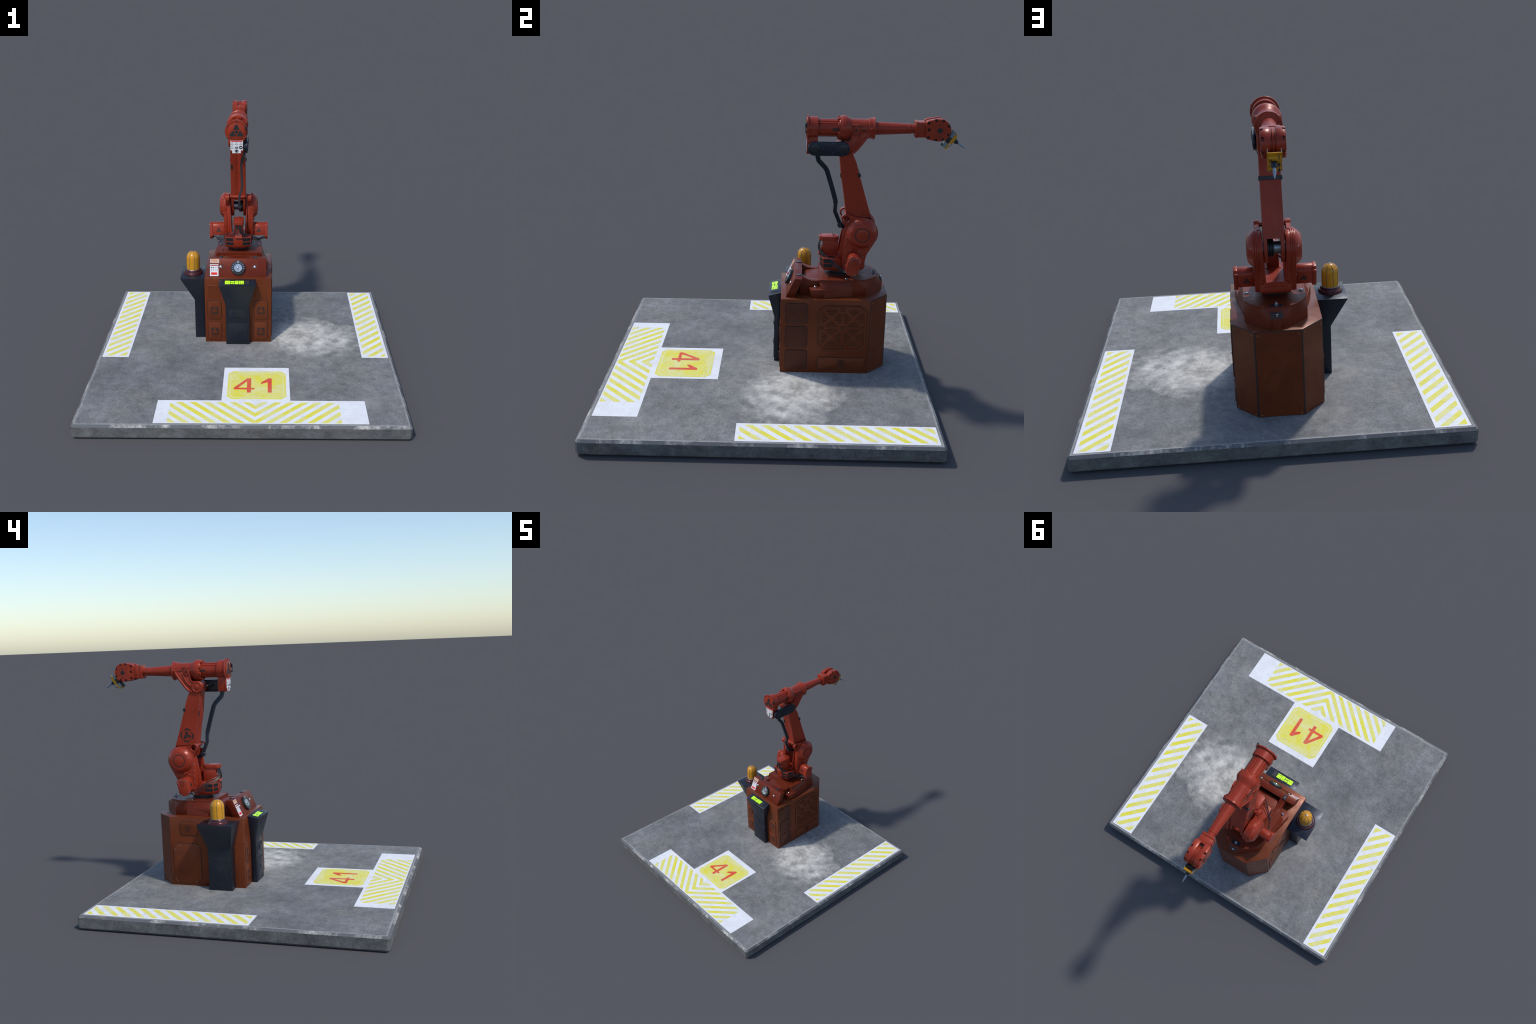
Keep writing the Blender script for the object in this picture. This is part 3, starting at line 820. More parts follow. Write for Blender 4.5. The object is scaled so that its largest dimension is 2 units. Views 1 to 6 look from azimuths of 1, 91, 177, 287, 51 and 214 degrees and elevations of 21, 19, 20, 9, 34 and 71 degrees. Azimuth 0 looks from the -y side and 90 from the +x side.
# cables from the box to both motors
bm = bmesh.new()
for s in (-1, 1):
    for k in range(4 if s < 0 else 3):
        jx, jz = 0.0065 * (k - 1.5), 0.005 * (k - 1.5)
        sag = 0.004 * random.uniform(-1, 1)
        pts = [(AX + 0.003 + s * (0.004 + 0.005 * k), 0.2160 + 0.002 * k, 0.828), (AX + 0.003 + s * (0.006 + 0.006 * k), 0.2080 + 0.002 * k, 0.798 + sag),
               (AX + s * (0.018 + 0.006 * k), 0.2080 + 0.004 * k, 0.771 + sag), (AX + s * (0.050 + 0.004 * k), 0.236 + jx, 0.751 + jz + sag),
               (AX + s * (0.092 + 0.003 * k), 0.283 + jx, 0.725 + jz * 1.2), (AX + s * (0.116 + 0.003 * k), 0.318 + jx, 0.698 + jz + sag),
               (AX + s * (0.134), 0.350 + jx * 0.6, 0.682 + jz * 0.8), (AX + s * (0.156), 0.366 + jx * 0.6, 0.685 + jz * 0.7), (AX + s * 0.182, 0.374 + jx * 0.5, 0.6900 + jz * 0.5)]
        add_sweep(bm, catmull(pts, 7), disc_section(0.0019 if s < 0 else 0.0028, 8), ref=(0, 0.3, 1))
finish("cable", bm, "rubber", turret, stuff=True)

# ------------------------------------------------------------------ shoulder (two mirrored halves)
PY, PZZ = 0.444, 0.889
def housing(r, g=0.0):
    """Teardrop gear-case outline round the shoulder pivot, narrowing to its foot."""
    return arc(PY, PZZ, r, -28, 188, 30) + [(0.3465 - g, 0.830), (0.3425 - g, 0.787), (0.3405 - g, 0.700), (0.348, 0.676 - g), (0.360, 0.671 - g),
                                            (0.446, 0.671 - g), (0.457, 0.678 - g), (0.4630 + g, 0.707), (0.4735 + g, 0.762), (0.4960 + g, 0.802)]
MC = (0.4017, 0.7513)            # motor axis
tilt = radians(-14)
for s in (-1, 1):
    X = side_x(AX, s)
    sh = prism("shoulder_housing", X, housing(0.0880), 0.0740, 0.0830, "red", bevel=0.0020)
    prism("housing_rim", X, housing(0.0905, 0.0015), 0.0830, 0.0905, "red", sh, bevel=0.0015)
    prism("gear_cover", X, housing(0.0865, -0.001), 0.0905, 0.0975, "red", sh, bevel=0.0020)
    ring = arc(PY, PZZ, 0.084, 160, -20, 20) + [(0.4880, 0.800), (0.4700, 0.760), (0.4616, 0.690)]
    prism("yoke_arm", X, [(0.3440, 0.690), (0.3450, 0.780), (0.3560, 0.890)] + ring, 0.0555, 0.0750, "red", sh, bevel=0.002)
    fin = [(0.3220, 0.7300), (0.3250, 0.7900), (0.3480, 0.9150)] + arc(PY, PZZ, 0.080, 160, -20, 20) + [(0.4860, 0.800), (0.4690, 0.760), (0.4610, 0.700), (0.345, 0.700)]
    loft("yoke_fin", [[X(u, v, 0.0425 + 0.0105 * min(1, max(0, (v - 0.73) / 0.1))) for u, v in fin], [X(u, v, 0.0565) for u, v in fin]], "red", sh, bevel=0.0015)
    lathe("gear_dome", X, [(0.0935, 0.0855), (0.0985, 0.0845), (0.1080, 0.0775), (0.1190, 0.0675), (0.1245, 0.0610), (0.1265, 0.0550), (0.1265, 0)], "red", sh, 56, PY, PZZ, smooth=45)
    bm = bmesh.new()
    add_ring(bm, X, PY, PZZ, 0.0360, 0.0415, 0.124, 0.1271, 44)
    finish("cover_seal", bm, "seam", sh)
    lathe("cover_cap", X, [(0.124, 0.0362), (0.1276, 0.0362), (0.1282, 0.0350), (0.1282, 0)], "red", sh, 44, PY, PZZ)
    lathe("dome_boss", X, [(0.095, 0.0130), (0.1180, 0.0115), (0.1215, 0.0080), (0.1215, 0)], "red", sh, 20, 0.3860, 0.9010)
    lathe("dome_boss", X, [(0.095, 0.0090), (0.1120, 0.0085), (0.1140, 0.0060), (0.1140, 0)], "red", sh, 18, 0.5060, 0.8700)
    prism("boss_web", X, [(0.4040, 0.826), (0.4300, 0.826), (0.4310, 0.800), (0.4160, 0.790), (0.3980, 0.803)], 0.094, 0.1010, "red", sh, bevel=0.002)
    lathe("oil_plug", X, [(0.095, 0.0115), (0.1040, 0.0115), (0.1050, 0.0105), (0.1050, 0.0090), (0.1040, 0.0085), (0.1046, 0.0)], "red", sh, 24, 0.4178, 0.8067)
    for u, v in ((0.3971, 0.9541), (0.4663, 0.9664), (0.5150, 0.9146), (0.4915, 0.8201), (0.4715, 0.7866), (0.4545, 0.7529),
                 (0.3590, 0.8643), (0.3565, 0.8253), (0.3545, 0.7866), (0.3527, 0.7459), (0.3560, 0.7050), (0.3815, 0.7950), (0.4360, 0.7860)):
        rr = math.hypot(u - PY, v - PZZ)
        bolt("small", X, u, v, 0.0975 if rr > 0.0845 else 0.0985 + (0.0845 - rr) * 1.15, sh)
    # lifting lug: ring with an open eye, webbed to the housing
    bm = bmesh.new()
    add_ring(bm, X, 0.3540, 0.9690, 0.0190, 0.0275, 0.0600, 0.0860, 32)
    add_prism(bm, X, [(0.3560, 0.9955), (0.3720, 0.9840), (0.4000, 0.9800), (0.4400, 0.9760), (0.4100, 0.9300), (0.3700, 0.9100), (0.3560, 0.9150), (0.3400, 0.9440),
                      (0.3520, 0.9480), (0.3680, 0.9530), (0.3735, 0.9690), (0.3680, 0.9840)], 0.0620, 0.0840)
    finish("lifting_lug", bm, "red", sh, bevel=0.0015, seg=1)
    # servo motor with its end plate
    ca, sa = cos(tilt), sin(tilt)
    def mt(u, v):
        return (MC[0] + u * ca - v * sa, MC[1] + u * sa + v * ca)
    body = [mt(*p) for p in arc(0, 0, 0.0330, 0, 180, 16) + [(-0.0330, -0.055), (0.0330, -0.055)]]
    mot = prism("servo_motor", X, body, 0.094, 0.180, "red", bevel=0.002)
    plate_o = [mt(*p) for p in [(0.0200, 0.0325), (0.0310, 0.0200), (0.0365, 0.0205), (0.0365, 0.0060), (0.0340, 0.0010), (0.0365, -0.060), (0.0250, -0.0745),
                                (0.0020, -0.0820), (-0.0200, -0.0790), (-0.0365, -0.0650), (-0.0350, 0.0180), (-0.0200, 0.0325)]]
    prism("motor_end_plate", X, plate_o, 0.1755, 0.1955, "red", mot, bevel=0.0025)
    bm = bmesh.new()
    add_ring(bm, X, MC[0], MC[1], 0.0135, 0.0160, 0.192, 0.1962, 32)
    finish("plate_seal", bm, "seam", mot)
    lathe("plate_cap", X, [(0.192, 0.0133), (0.1968, 0.0133), (0.1968, 0)], "red", mot, 28, *MC)
    for u, v in ((0.3777, 0.7716), (0.4098, 0.7754), (0.4310, 0.7540), (0.3560, 0.6956), (0.4083, 0.6790)):
        bolt("small", X, u, v, 0.1955, mot)
    for sy in (-1, 1):
        fr = Frame((AX + s * 0.135, *mt(sy * 0.0330, -0.022)), (1, 0, 0), (0, -sa, ca), (0, sy * ca, sy * sa))
        emblem(fr, 0, 0, 0.0175, mot)

# ------------------------------------------------------------------ shoulder axle between the halves
axle = lathe("shoulder_axle", side_x(AX), [(-0.058, 0.0300), (0.058, 0.0300)], "dull_steel", n=40, cu=PY, cv=PZZ)
bm = bmesh.new()
add_lathe(bm, side_x(AX), [(0.000, 0.0330), (0.003, 0.0430), (0.008, 0.0430), (0.010, 0.0390), (0.012, 0.0450), (0.018, 0.0450), (0.020, 0.0400),
                           (0.022, 0.0430), (0.028, 0.0430), (0.030, 0.0360), (0.034, 0.0360)], 40, PY, PZZ)
finish("axle_bellows", bm, "rubber", axle)

# ------------------------------------------------------------------ upper arm
EY, EZ = 0.3230, 1.3595           # elbow pivot
HW = 0.0485
rear = [(0.3549, 0.9847), (0.3425, 1.0756), (0.3210, 1.1994), (0.3100, 1.3000)]
fore = [(0.4918, 0.9834), (0.4558, 1.0982), (0.4203, 1.2145), (0.4006, 1.2821), (0.3787, 1.3288)]
def lerp_line(line, z):
    for (a, za), (b, zb) in zip(line, line[1:]):
        if z <= zb:
            break
    return a + (b - a) * (z - za) / (zb - za)
secs = []
for z in (0.9500, 0.9847, 1.02, 1.0756, 1.13, 1.1994, 1.25, 1.2821, 1.3090, 1.3288):
    r, f = lerp_line(rear, z), lerp_line(fore, z)
    k = 1.0 if z < 1.25 else 1.0 - 0.02 * (z - 1.25) / 0.08
    w = HW * k
    g = 0.0075 if z > 0.99 else 0.0
    secs.append([V((AX - w, r, z)), V((AX - 0.010, r + g * 0.35, z)), V((AX - 0.002, r + g, z)), V((AX + 0.004, r + g * 0.2, z)), V((AX + w, r, z)),
                 V((AX + w, f, z)), V((AX + 0.003, f - 0.0015, z)), V((AX, f - 0.0035, z)), V((AX - 0.003, f - 0.0015, z)), V((AX - w, f, z))])
arm = loft("upper_arm", secs, "red", bevel=0.0012, seg=1, smooth=30)
for s in (-1, 1):
    leg = hull(arc(PY, PZZ, 0.0700, 0, 360, 36) + [(0.4935, 0.9800), (0.3545, 0.9900), (0.3580, 0.945), (0.4950, 0.9650)])
    prism("arm_fork", side_x(AX, s), leg, 0.0310, HW, "red", arm, bevel=0.002)
prism("elbow_tongue", side_x(AX), hull(arc(EY, EZ, 0.0365, 0, 360, 32) + [(0.312, 1.300), (0.392, 1.300), (0.379, 1.328)]), -0.034, 0.034, "red", arm, bevel=0.002)
lathe("cross_tube", side_x(AX), [(-0.060, 0.0110), (0.060, 0.0110)], "red", arm, 24, 0.3590, 0.9760)
# dark clamp band across the front, with its catches
fdir = V((0, 0.4203 - 0.4558, 1.2145 - 1.0982)).normalized()
ff = Frame((AX, 0.4203, 1.2145), (1, 0, 0), fdir, (0, fdir.z, -fdir.y))
prism("clamp_band", ff, rect(-0.0515, -0.0090, 0.0515, 0.0080), -0.006, 0.0040, "rubber", arm, bevel=0.001, seg=1)
for s in (-1, 1):
    prism("clamp_catch", ff, rect(s * 0.0505 - 0.004, -0.0110, s * 0.0505 + 0.004, 0.0100), -0.010, 0.0062, "rubber", arm, bevel=0.001, seg=1)
prism("cable_clip", Frame((AX - 0.0395, 0.3228, 1.1890), (1, 0, 0), (0, -0.171, 0.985), (0, -0.985, -0.171)), rect(-0.005, -0.014, 0.005, 0.014), -0.004, 0.003, "rubber", arm)
# round emblem on the left flank
fl = side_x(AX - HW, -1)
emblem(fl, 0.4090, 1.0465, 0.0300, arm, rot=radians(-10))
bm = bmesh.new()
add_ring(bm, fl, 0.4090, 1.0465, 0.0360, 0.0395, -0.001, 0.0007, 48)
for k in range(4):
    add_ring(bm, fl, 0.4090, 1.0465, 0.0390, 0.0455, -0.001, 0.0007, 10, radians(90 * k - 25 + 8), radians(90 * k + 25 + 8))
finish("emblem_ring", bm, "ink", arm)

# ------------------------------------------------------------------ push rod and lever
bm = bmesh.new()
def bar(pts, wide, thick):
    sec = [(-thick / 2, -wide / 2), (thick / 2, -wide / 2), (thick / 2, wide / 2), (-thick / 2, wide / 2)]
    add_sweep(bm, [V(p) for p in pts], sec, ref=(1, 0, 0))
def channel(pts, wide, thick):
    """Flat bar with a shallow channel milled into both broad faces."""
    w, t, d, e = wide / 2, thick / 2, thick * 0.20, wide * 0.22
    sec = [(-t, -w), (t, -w), (t, -w + e), (t - d, -w + e * 1.3), (t - d, w - e * 1.3), (t, w - e), (t, w), (-t, w), (-t, w - e), (-t + d, w - e * 1.3), (-t + d, -w + e * 1.3), (-t, -w + e)]
    add_sweep(bm, [V(p) for p in pts], sec, ref=(1, 0, 0))
channel([(-0.0040, 0.1850, 1.3500), (-0.0060, 0.1870, 1.3120), (-0.0085, 0.1920, 1.2920), (-0.0235, 0.2300, 1.2500), (-0.0278, 0.2415, 1.2300), (-0.0265, 0.2672, 1.1505),
         (-0.0245, 0.2915, 1.0690), (-0.0262, 0.2950, 1.0500)], 0.0255, 0.0130)
channel([(-0.0262, 0.2950, 1.0500), (-0.0372, 0.2945, 1.0206), (-0.0424, 0.2935, 0.9965), (-0.0440, 0.3030, 0.9730), (-0.0455, 0.3110, 0.9540), (-0.0465, 0.3262, 0.9160)], 0.0205, 0.0125)
bar([(-0.0440, 0.3262, 0.9155), (-0.0440, 0.3600, 0.8960), (-0.0440, 0.4150, 0.8900)], 0.0220, 0.0110)
rod = finish("push_rod", bm, "black")
edge_strips = bmesh.new()
for pts, w in (((0.1850, 1.3500, -0.0040), (0.1870, 1.3120, -0.0060), (0.1920, 1.2920, -0.0085), (0.2300, 1.2500, -0.0235), (0.2415, 1.2300, -0.0278), (0.2672, 1.1505, -0.0265),
                (0.2915, 1.0690, -0.0245), (0.2950, 1.0500, -0.0262)), 0.0118), (((0.2950, 1.0500, -0.0262), (0.2945, 1.0206, -0.0372), (0.2935, 0.9965, -0.0424),
                (0.3030, 0.9730, -0.0440), (0.3110, 0.9540, -0.0455), (0.3262, 0.9160, -0.0465)), 0.0095):
    path = [V((x, y, z)) for y, z, x in pts]
    for k in (-1, 1):
        line = []
        for i, p in enumerate(path):
            t = (path[min(i + 1, len(path) - 1)] - path[max(i - 1, 0)]).normalized()
            sd = (V((1, 0, 0)) - t * t.x).normalized()
            line.append(p + t.cross(sd) * (k * w))
        add_sweep(edge_strips, line, [(-0.0070, -0.0013), (0.0070, -0.0013), (0.0070, 0.0013), (-0.0070, 0.0013)])
finish("rod_edge_strip", edge_strips, "edge_strip", rod)
lathe("rod_pivot", side_x(-0.0440), [(-0.013, 0.0135), (-0.011, 0.0160), (0.011, 0.0160), (0.013, 0.0135), (0.013, 0)], "black", rod, 28, 0.3262, 0.9155)
bolt("lug", side_x(-0.0440), 0.3262, 0.9155, 0.0130, rod)

# ------------------------------------------------------------------ forearm (turned about the y axis)
FZ = 1.4640
FY = Frame((AX, 0, FZ), (1, 0, 0), (0, 0, 1), (0, 1, 0))
fa = lathe("forearm", FY, [(0.300, 0.0480), (0.300, 0.0580), (0.3055, 0.0610), (0.3075, 0.0655), (0.3130, 0.0655), (0.3150, 0.0680), (0.3330, 0.0690), (0.3390, 0.0670),
                           (0.3500, 0.0610), (0.3620, 0.0540), (0.3700, 0.0510), (0.3780, 0.0503), (0.4610, 0.0503), (0.4630, 0.0560), (0.4830, 0.0562), (0.4860, 0.0605),
                           (0.4930, 0.0615), (0.4950, 0.0585), (0.4960, 0.0420), (0.4975, 0.0365), (0.6760, 0.0272), (0.6770, 0.0282), (0.6900, 0.0278), (0.6915, 0.0256), (0.7250, 0.0244)],
           "red", n=56, smooth=30)
# finned motor at the rear
fins = []
N = 240
for i in range(N):
    a = 360.0 * i / N
    side = a if a <= 90 else (180 - a if a <= 270 else a - 360)     # elevation above the flank, -90..90
    r = 0.0476
    if 34 <= abs(side) <= 38 or 54 <= abs(side) <= 60 or 80 <= abs(side) <= 83:
        r = 0.0438
    elif -33 < side < 9:
        r = 0.0488
    elif abs(side) > 83:
        r = 0.0484
    fins.append((r * cos(radians(a)), r * sin(radians(a))))
prism("finned_motor", FY, fins, 0.180, 0.304, "red", fa)
for k in range(8):
    a = 2 * pi * (k + 0.5) / 8
    fr = Frame(FY(0, 0), (cos(a), 0, sin(a)), (-sin(a), 0, cos(a)), (0, 1, 0))
    prism("motor_clamp", fr, rect(0.0520, -0.0100, 0.0640, 0.0100), 0.2920, 0.3090, "red", fa, bevel=0.002, seg=1)
for s in (-1, 1):
    prism("model_strip", side_x(AX, s), rect(0.2625, 1.4565, 0.3030, 1.4690), 0.0440, 0.0494, "ink", fa)
    prisms("strip_print", [(side_x(AX, s), rect(0.2650 + 0.0054 * i, 1.4590, 0.2685 + 0.0054 * i, 1.4665), 0.048, 0.0498) for i in range(7)], "groove", fa)
    # junction plate on the flank
    X = side_x(AX, s)
    jp = prism("junction_plate", X, rrect(0.3705, 1.4310, 0.4105, 1.4910, 0.003, 3), 0.038, 0.0535, "red", fa, bevel=0.0015)
    for u in (0.3770, 0.4040):
        for v in (1.4390, 1.4810):
            bolt("dark", X, u, v, 0.0535, fa)
    emblem(X, 0.3905, 1.4580, 0.0110, fa, 0.05, 0.0542)
    for v in (1.4420, 1.4810):
        lathe("plug", X, [(0.036, 0.0072), (0.0500, 0.0072), (0.0510, 0.0060), (0.0510, 0)], "red", fa, 20, 0.4200, v)
    prism("slot", X, rrect(0.4200, 1.4580, 0.4480, 1.4625, 0.002, 2), 0.046, 0.0508, "groove", fa)
    lathe("ring_lug", X, [(0.040, 0.0085), (0.0600, 0.0080), (0.0625, 0.0055), (0.0625, 0)], "red", fa, 20, 0.4752, 1.4655)
# rear drum with flange and sign box
drum = lathe("motor_drum", FY, [(0.1215, 0.0), (0.1215, 0.0510), (0.1225, 0.0530), (0.1255, 0.0530), (0.1255, 0.0700), (0.1270, 0.0708), (0.1330, 0.0708), (0.1345, 0.0700),
                               (0.1350, 0.0605), (0.1835, 0.0605), (0.1850, 0.0590), (0.1850, 0.0)], "red", n=56, smooth=30)
rf = Frame((AX, 0.1215, FZ), (1, 0, 0), (0, 0, 1), (0, -1, 0))
emblem(rf, 0.0005, -0.0020, 0.0465, drum)
for u, v in ((0, 0.0628), (-0.0530, 0.0375), (0.0530, 0.0375), (-0.0530, -0.0390), (0.0530, -0.0390)):
    bolt("dark", Frame((AX, 0.1255, FZ), (1, 0, 0), (0, 0, 1), (0, -1, 0)), u, v, 0, drum)
prism("sign_box", side_y(0.1350), rect(-0.0895, 1.3270, -0.0135, 1.4200), -0.0515, 0.001, "red", drum, bevel=0.002)
sb = prism("sign_plate", side_y(0.1340), rect(-0.0918, 1.3255, -0.0112, 1.4090), -0.006, 0.0080, "red", drum, bevel=0.0015)
sf = side_y(0.1260)
prism("warning_sign", sf, [(-0.0900, 1.4080), (-0.0900, 1.3470), (-0.0790, 1.3470), (-0.0790, 1.3290), (-0.0260, 1.3290), (-0.0260, 1.3470), (-0.0125, 1.3470), (-0.0125, 1.4080)], -0.001, 0.0008, "white", drum)
prism("sign_band", sf, rect(-0.0850, 1.4005, -0.0180, 1.4065), 0, 0.0013, "label_red", drum)
sgn_items, inner_items = [], []
for u, v in ((-0.0795, 1.3880), (-0.0520, 1.3885), (-0.0245, 1.3885), (-0.0795, 1.3670)):
    t = lambda k: [(u - 0.0095 * k, v - 0.0075 * k), (u + 0.0095 * k, v - 0.0075 * k), (u, v + 0.0105 * k)]
    sgn_items.append((sf, t(1.0), 0, 0.0012))
    inner_items.append((sf, t(0.72), 0, 0.0015))
sgn_items.append((sf, [(-0.0520 + 0.0100 * cos(2 * pi * k / 20), 1.3635 + 0.0062 * sin(2 * pi * k / 20)) for k in range(20)], 0, 0.0012))
sgn_items.append((sf, [(-0.0255 + 0.0125 * cos(2 * pi * k / 20), 1.3650 + 0.0100 * sin(2 * pi * k / 20)) for k in range(20)], 0, 0.0012))
sgn_items.append((sf, [(-0.0520 + 0.0118 * cos(2 * pi * k / 20), 1.3425 + 0.0100 * sin(2 * pi * k / 20)) for k in range(20)], 0, 0.0012))
inner_items += [(sf, rect(-0.0330, 1.3630, -0.0180, 1.3668), 0, 0.0015), (sf, rect(-0.0600, 1.3408, -0.0560, 1.3445), 0, 0.0015), (sf, rect(-0.0478, 1.3408, -0.0440, 1.3445), 0, 0.0015),
                (sf, rect(-0.0555, 1.3622, -0.0485, 1.3650), 0, 0.0015)]
prisms("sign_symbol", sgn_items, "ink", drum)
prisms("sign_symbol", inner_items, "white", drum)
for u in (-0.0850, -0.0190):
    bolt("dark", sf, u, 1.3350, 0, drum)
# small black connector with its wire at the rear flange
conn = prism("connector", Frame((0.0085, 0.1255, 0), (1, 0, 0), (0, 0, 1), (0, -1, 0)), rrect(-0.0055, 1.4740, 0.0055, 1.4990, 0.002, 2), -0.002, 0.0110, "rubber", drum, bevel=0.0012, seg=1)
bm = bmesh.new()
add_sweep(bm, catmull([(0.0085, 0.1160, 1.4740), (0.0085, 0.1165, 1.4620), (0.0085, 0.1180, 1.4520), (0.0085, 0.126, 1.4490)], 5), disc_section(0.0016, 6))
add_prism(bm, Frame((0.0085, 0.1255, 0), (1, 0, 0), (0, 0, 1), (0, -1, 0)), rrect(-0.004, 1.4460, 0.004, 1.4540, 0.002, 2), -0.002, 0.0110)
finish("connector_wire", bm, "rubber", drum)

# elbow bracket under the forearm
br_poly = ([(0.3687, 1.4450), (0.3640, 1.4080), (0.3550, 1.3975), (0.3400, 1.3965)] + arc(EY, EZ, 0.0380, 80, 275, 18)
           + [(0.3560, 1.3225), (0.3740, 1.3290), (0.3880, 1.3360), (0.4030, 1.3500), (0.4300, 1.3860), (0.4560, 1.4215), (0.4770, 1.4560), (0.4770, 1.4700)])
for s in (-1, 1):
    br = prism("elbow_bracket", side_x(AX, s), br_poly, 0.0290, 0.0455 if s > 0 else 0.0500, "red", bevel=0.002)
    # raised rib following the lower edge, and a fillet along the upper edge
    low = [(0.3600, 1.3285), (0.3800, 1.3375), (0.4000, 1.3560), (0.4280, 1.3920), (0.4540, 1.4280), (0.4730, 1.4600)]
    bm = bmesh.new()
    add_sweep(bm, [side_x(AX, s)(u, v, 0.0455 if s > 0 else 0.0500) for u, v in [(p.x, p.y) for p in catmull([(a, b, 0) for a, b in low], 5)]], disc_section(0.0078, 10))
    mid = [(0.3530, 1.3650), (0.3700, 1.3700), (0.3900, 1.3880), (0.4080, 1.4150), (0.4150, 1.4350)]
    add_sweep(bm, [side_x(AX, s)(p.x, p.y, 0.0450 if s > 0 else 0.0495) for p in catmull([(a, b, 0) for a, b in mid], 5)], disc_section(0.0060, 8))
    upp = [(0.3400, 1.3930), (0.3560, 1.3945), (0.3650, 1.4060), (0.3700, 1.4400)]
    add_sweep(bm, [side_x(AX, s)(p.x, p.y, 0.0455 if s > 0 else 0.0500) for p in catmull([(a, b, 0) for a, b in upp], 5)], disc_section(0.0042, 8))
    finish("bracket_rib", bm, "red", br)
    lathe("elbow_boss", side_x(AX, s), [(h + (0.0065 if s < 0 and h > 0.04 else 0.0), r) for h, r in ((0.03, 0.0375), (0.0490, 0.0375), (0.0515, 0.0350), (0.0515, 0.0270), (0.0500, 0.0255), (0.0505, 0.0170), (0.0540, 0.0150), (0.0550, 0.0110), (0.0550, 0.0))],
          "red", br, 40, EY, EZ)
prism("bracket_web", side_x(AX), [(0.3750, 1.4300), (0.3900, 1.3950), (0.4020, 1.3600), (0.4520, 1.4250), (0.4700, 1.4500), (0.4600, 1.4600)], -0.030, 0.030, "red", br, bevel=0.002)

# black cover over the elbow linkage
def stadium(y0, y1, z, r, n=16):
    return arc(y1, z, r, -90, 90, n) + arc(y0, z, r, 90, 270, n)
cov = prism("elbow_cover", side_x(), stadium(0.1700, 0.3200, 1.3595, 0.0392), 0.0020, 0.0160, "cover", bevel=0.0040, seg=3)
prism("cover_backing", side_x(), stadium(0.1700, 0.3200, 1.3595, 0.0330), -0.010, 0.002, "black", cov, bevel=0.001, seg=1)
for y in (0.1690, 0.3225):
    lathe("cover_cap", side_x(), [(0.012, 0.0255), (0.0168, 0.0250), (0.0185, 0.0200), (0.0192, 0.0100), (0.0193, 0)], "rubber", cov, 32, y, 1.3590, smooth=60)
lathe("cover_pin", side_x(), [(-0.052, 0.0160), (0.004, 0.0160)], "black", cov, 24, 0.1700, 1.3595)
prism("cover_bolster", side_x(), rect(0.1950, 1.3330, 0.2850, 1.3860), -0.014, 0.002, "rubber", cov, bevel=0.003, seg=1)
bm = bmesh.new()
add_sweep(bm, catmull([(AX - 0.020, 0.2950, 1.3480), (AX - 0.022, 0.2700, 1.3620), (AX + 0.005, 0.2500, 1.3680), (-0.010, 0.2350, 1.3650)], 6), disc_section(0.0040, 8))
finish("elbow_cable", bm, "rubber", cov)

# ------------------------------------------------------------------ wrist
WY, WZ = 0.8420, 1.4640
def wblock(y0, y1, w, h):
    return rrect(AX - w, FZ - h, AX + w, FZ + h, 0.004, 3)
neck = prism("wrist_block", Frame((0, 0, 0), (1, 0, 0), (0, 0, 1), (0, 1, 0)), wblock(0, 0, 0.0390, 0.0438), 0.7130, 0.7270, "red", bevel=0.0025)
prism("wrist_neck", Frame((0, 0, 0), (1, 0, 0), (0, 0, 1), (0, 1, 0)), wblock(0, 0, 0.0375, 0.0405), 0.7260, 0.7310, "red", neck)
prism("wrist_housing", Frame((0, 0, 0), (1, 0, 0), (0, 0, 1), (0, 1, 0)), wblock(0, 0, 0.0395, 0.0410), 0.7300, 0.7760, "red", neck, bevel=0.002)
wr = [(0.7640, 1.4960), (0.7660, 1.5120), (0.7720, 1.5160), (0.8020, 1.5225), (0.8320, 1.5275)] + arc(WY, WZ, 0.0625, 78, -78, 26) + [(0.8250, 1.4030), (0.7980, 1.4080), (0.7745, 1.4130), (0.7670, 1.4210), (0.7650, 1.4360)]
pockets = ((0.7800, 1.5030), (0.7815, 1.4675), (0.7810, 1.4265), (0.8205, 1.5165), (0.8585, 1.5155), (0.8885, 1.4885), (0.8890, 1.4420), (0.8590, 1.4145), (0.8220, 1.4135))
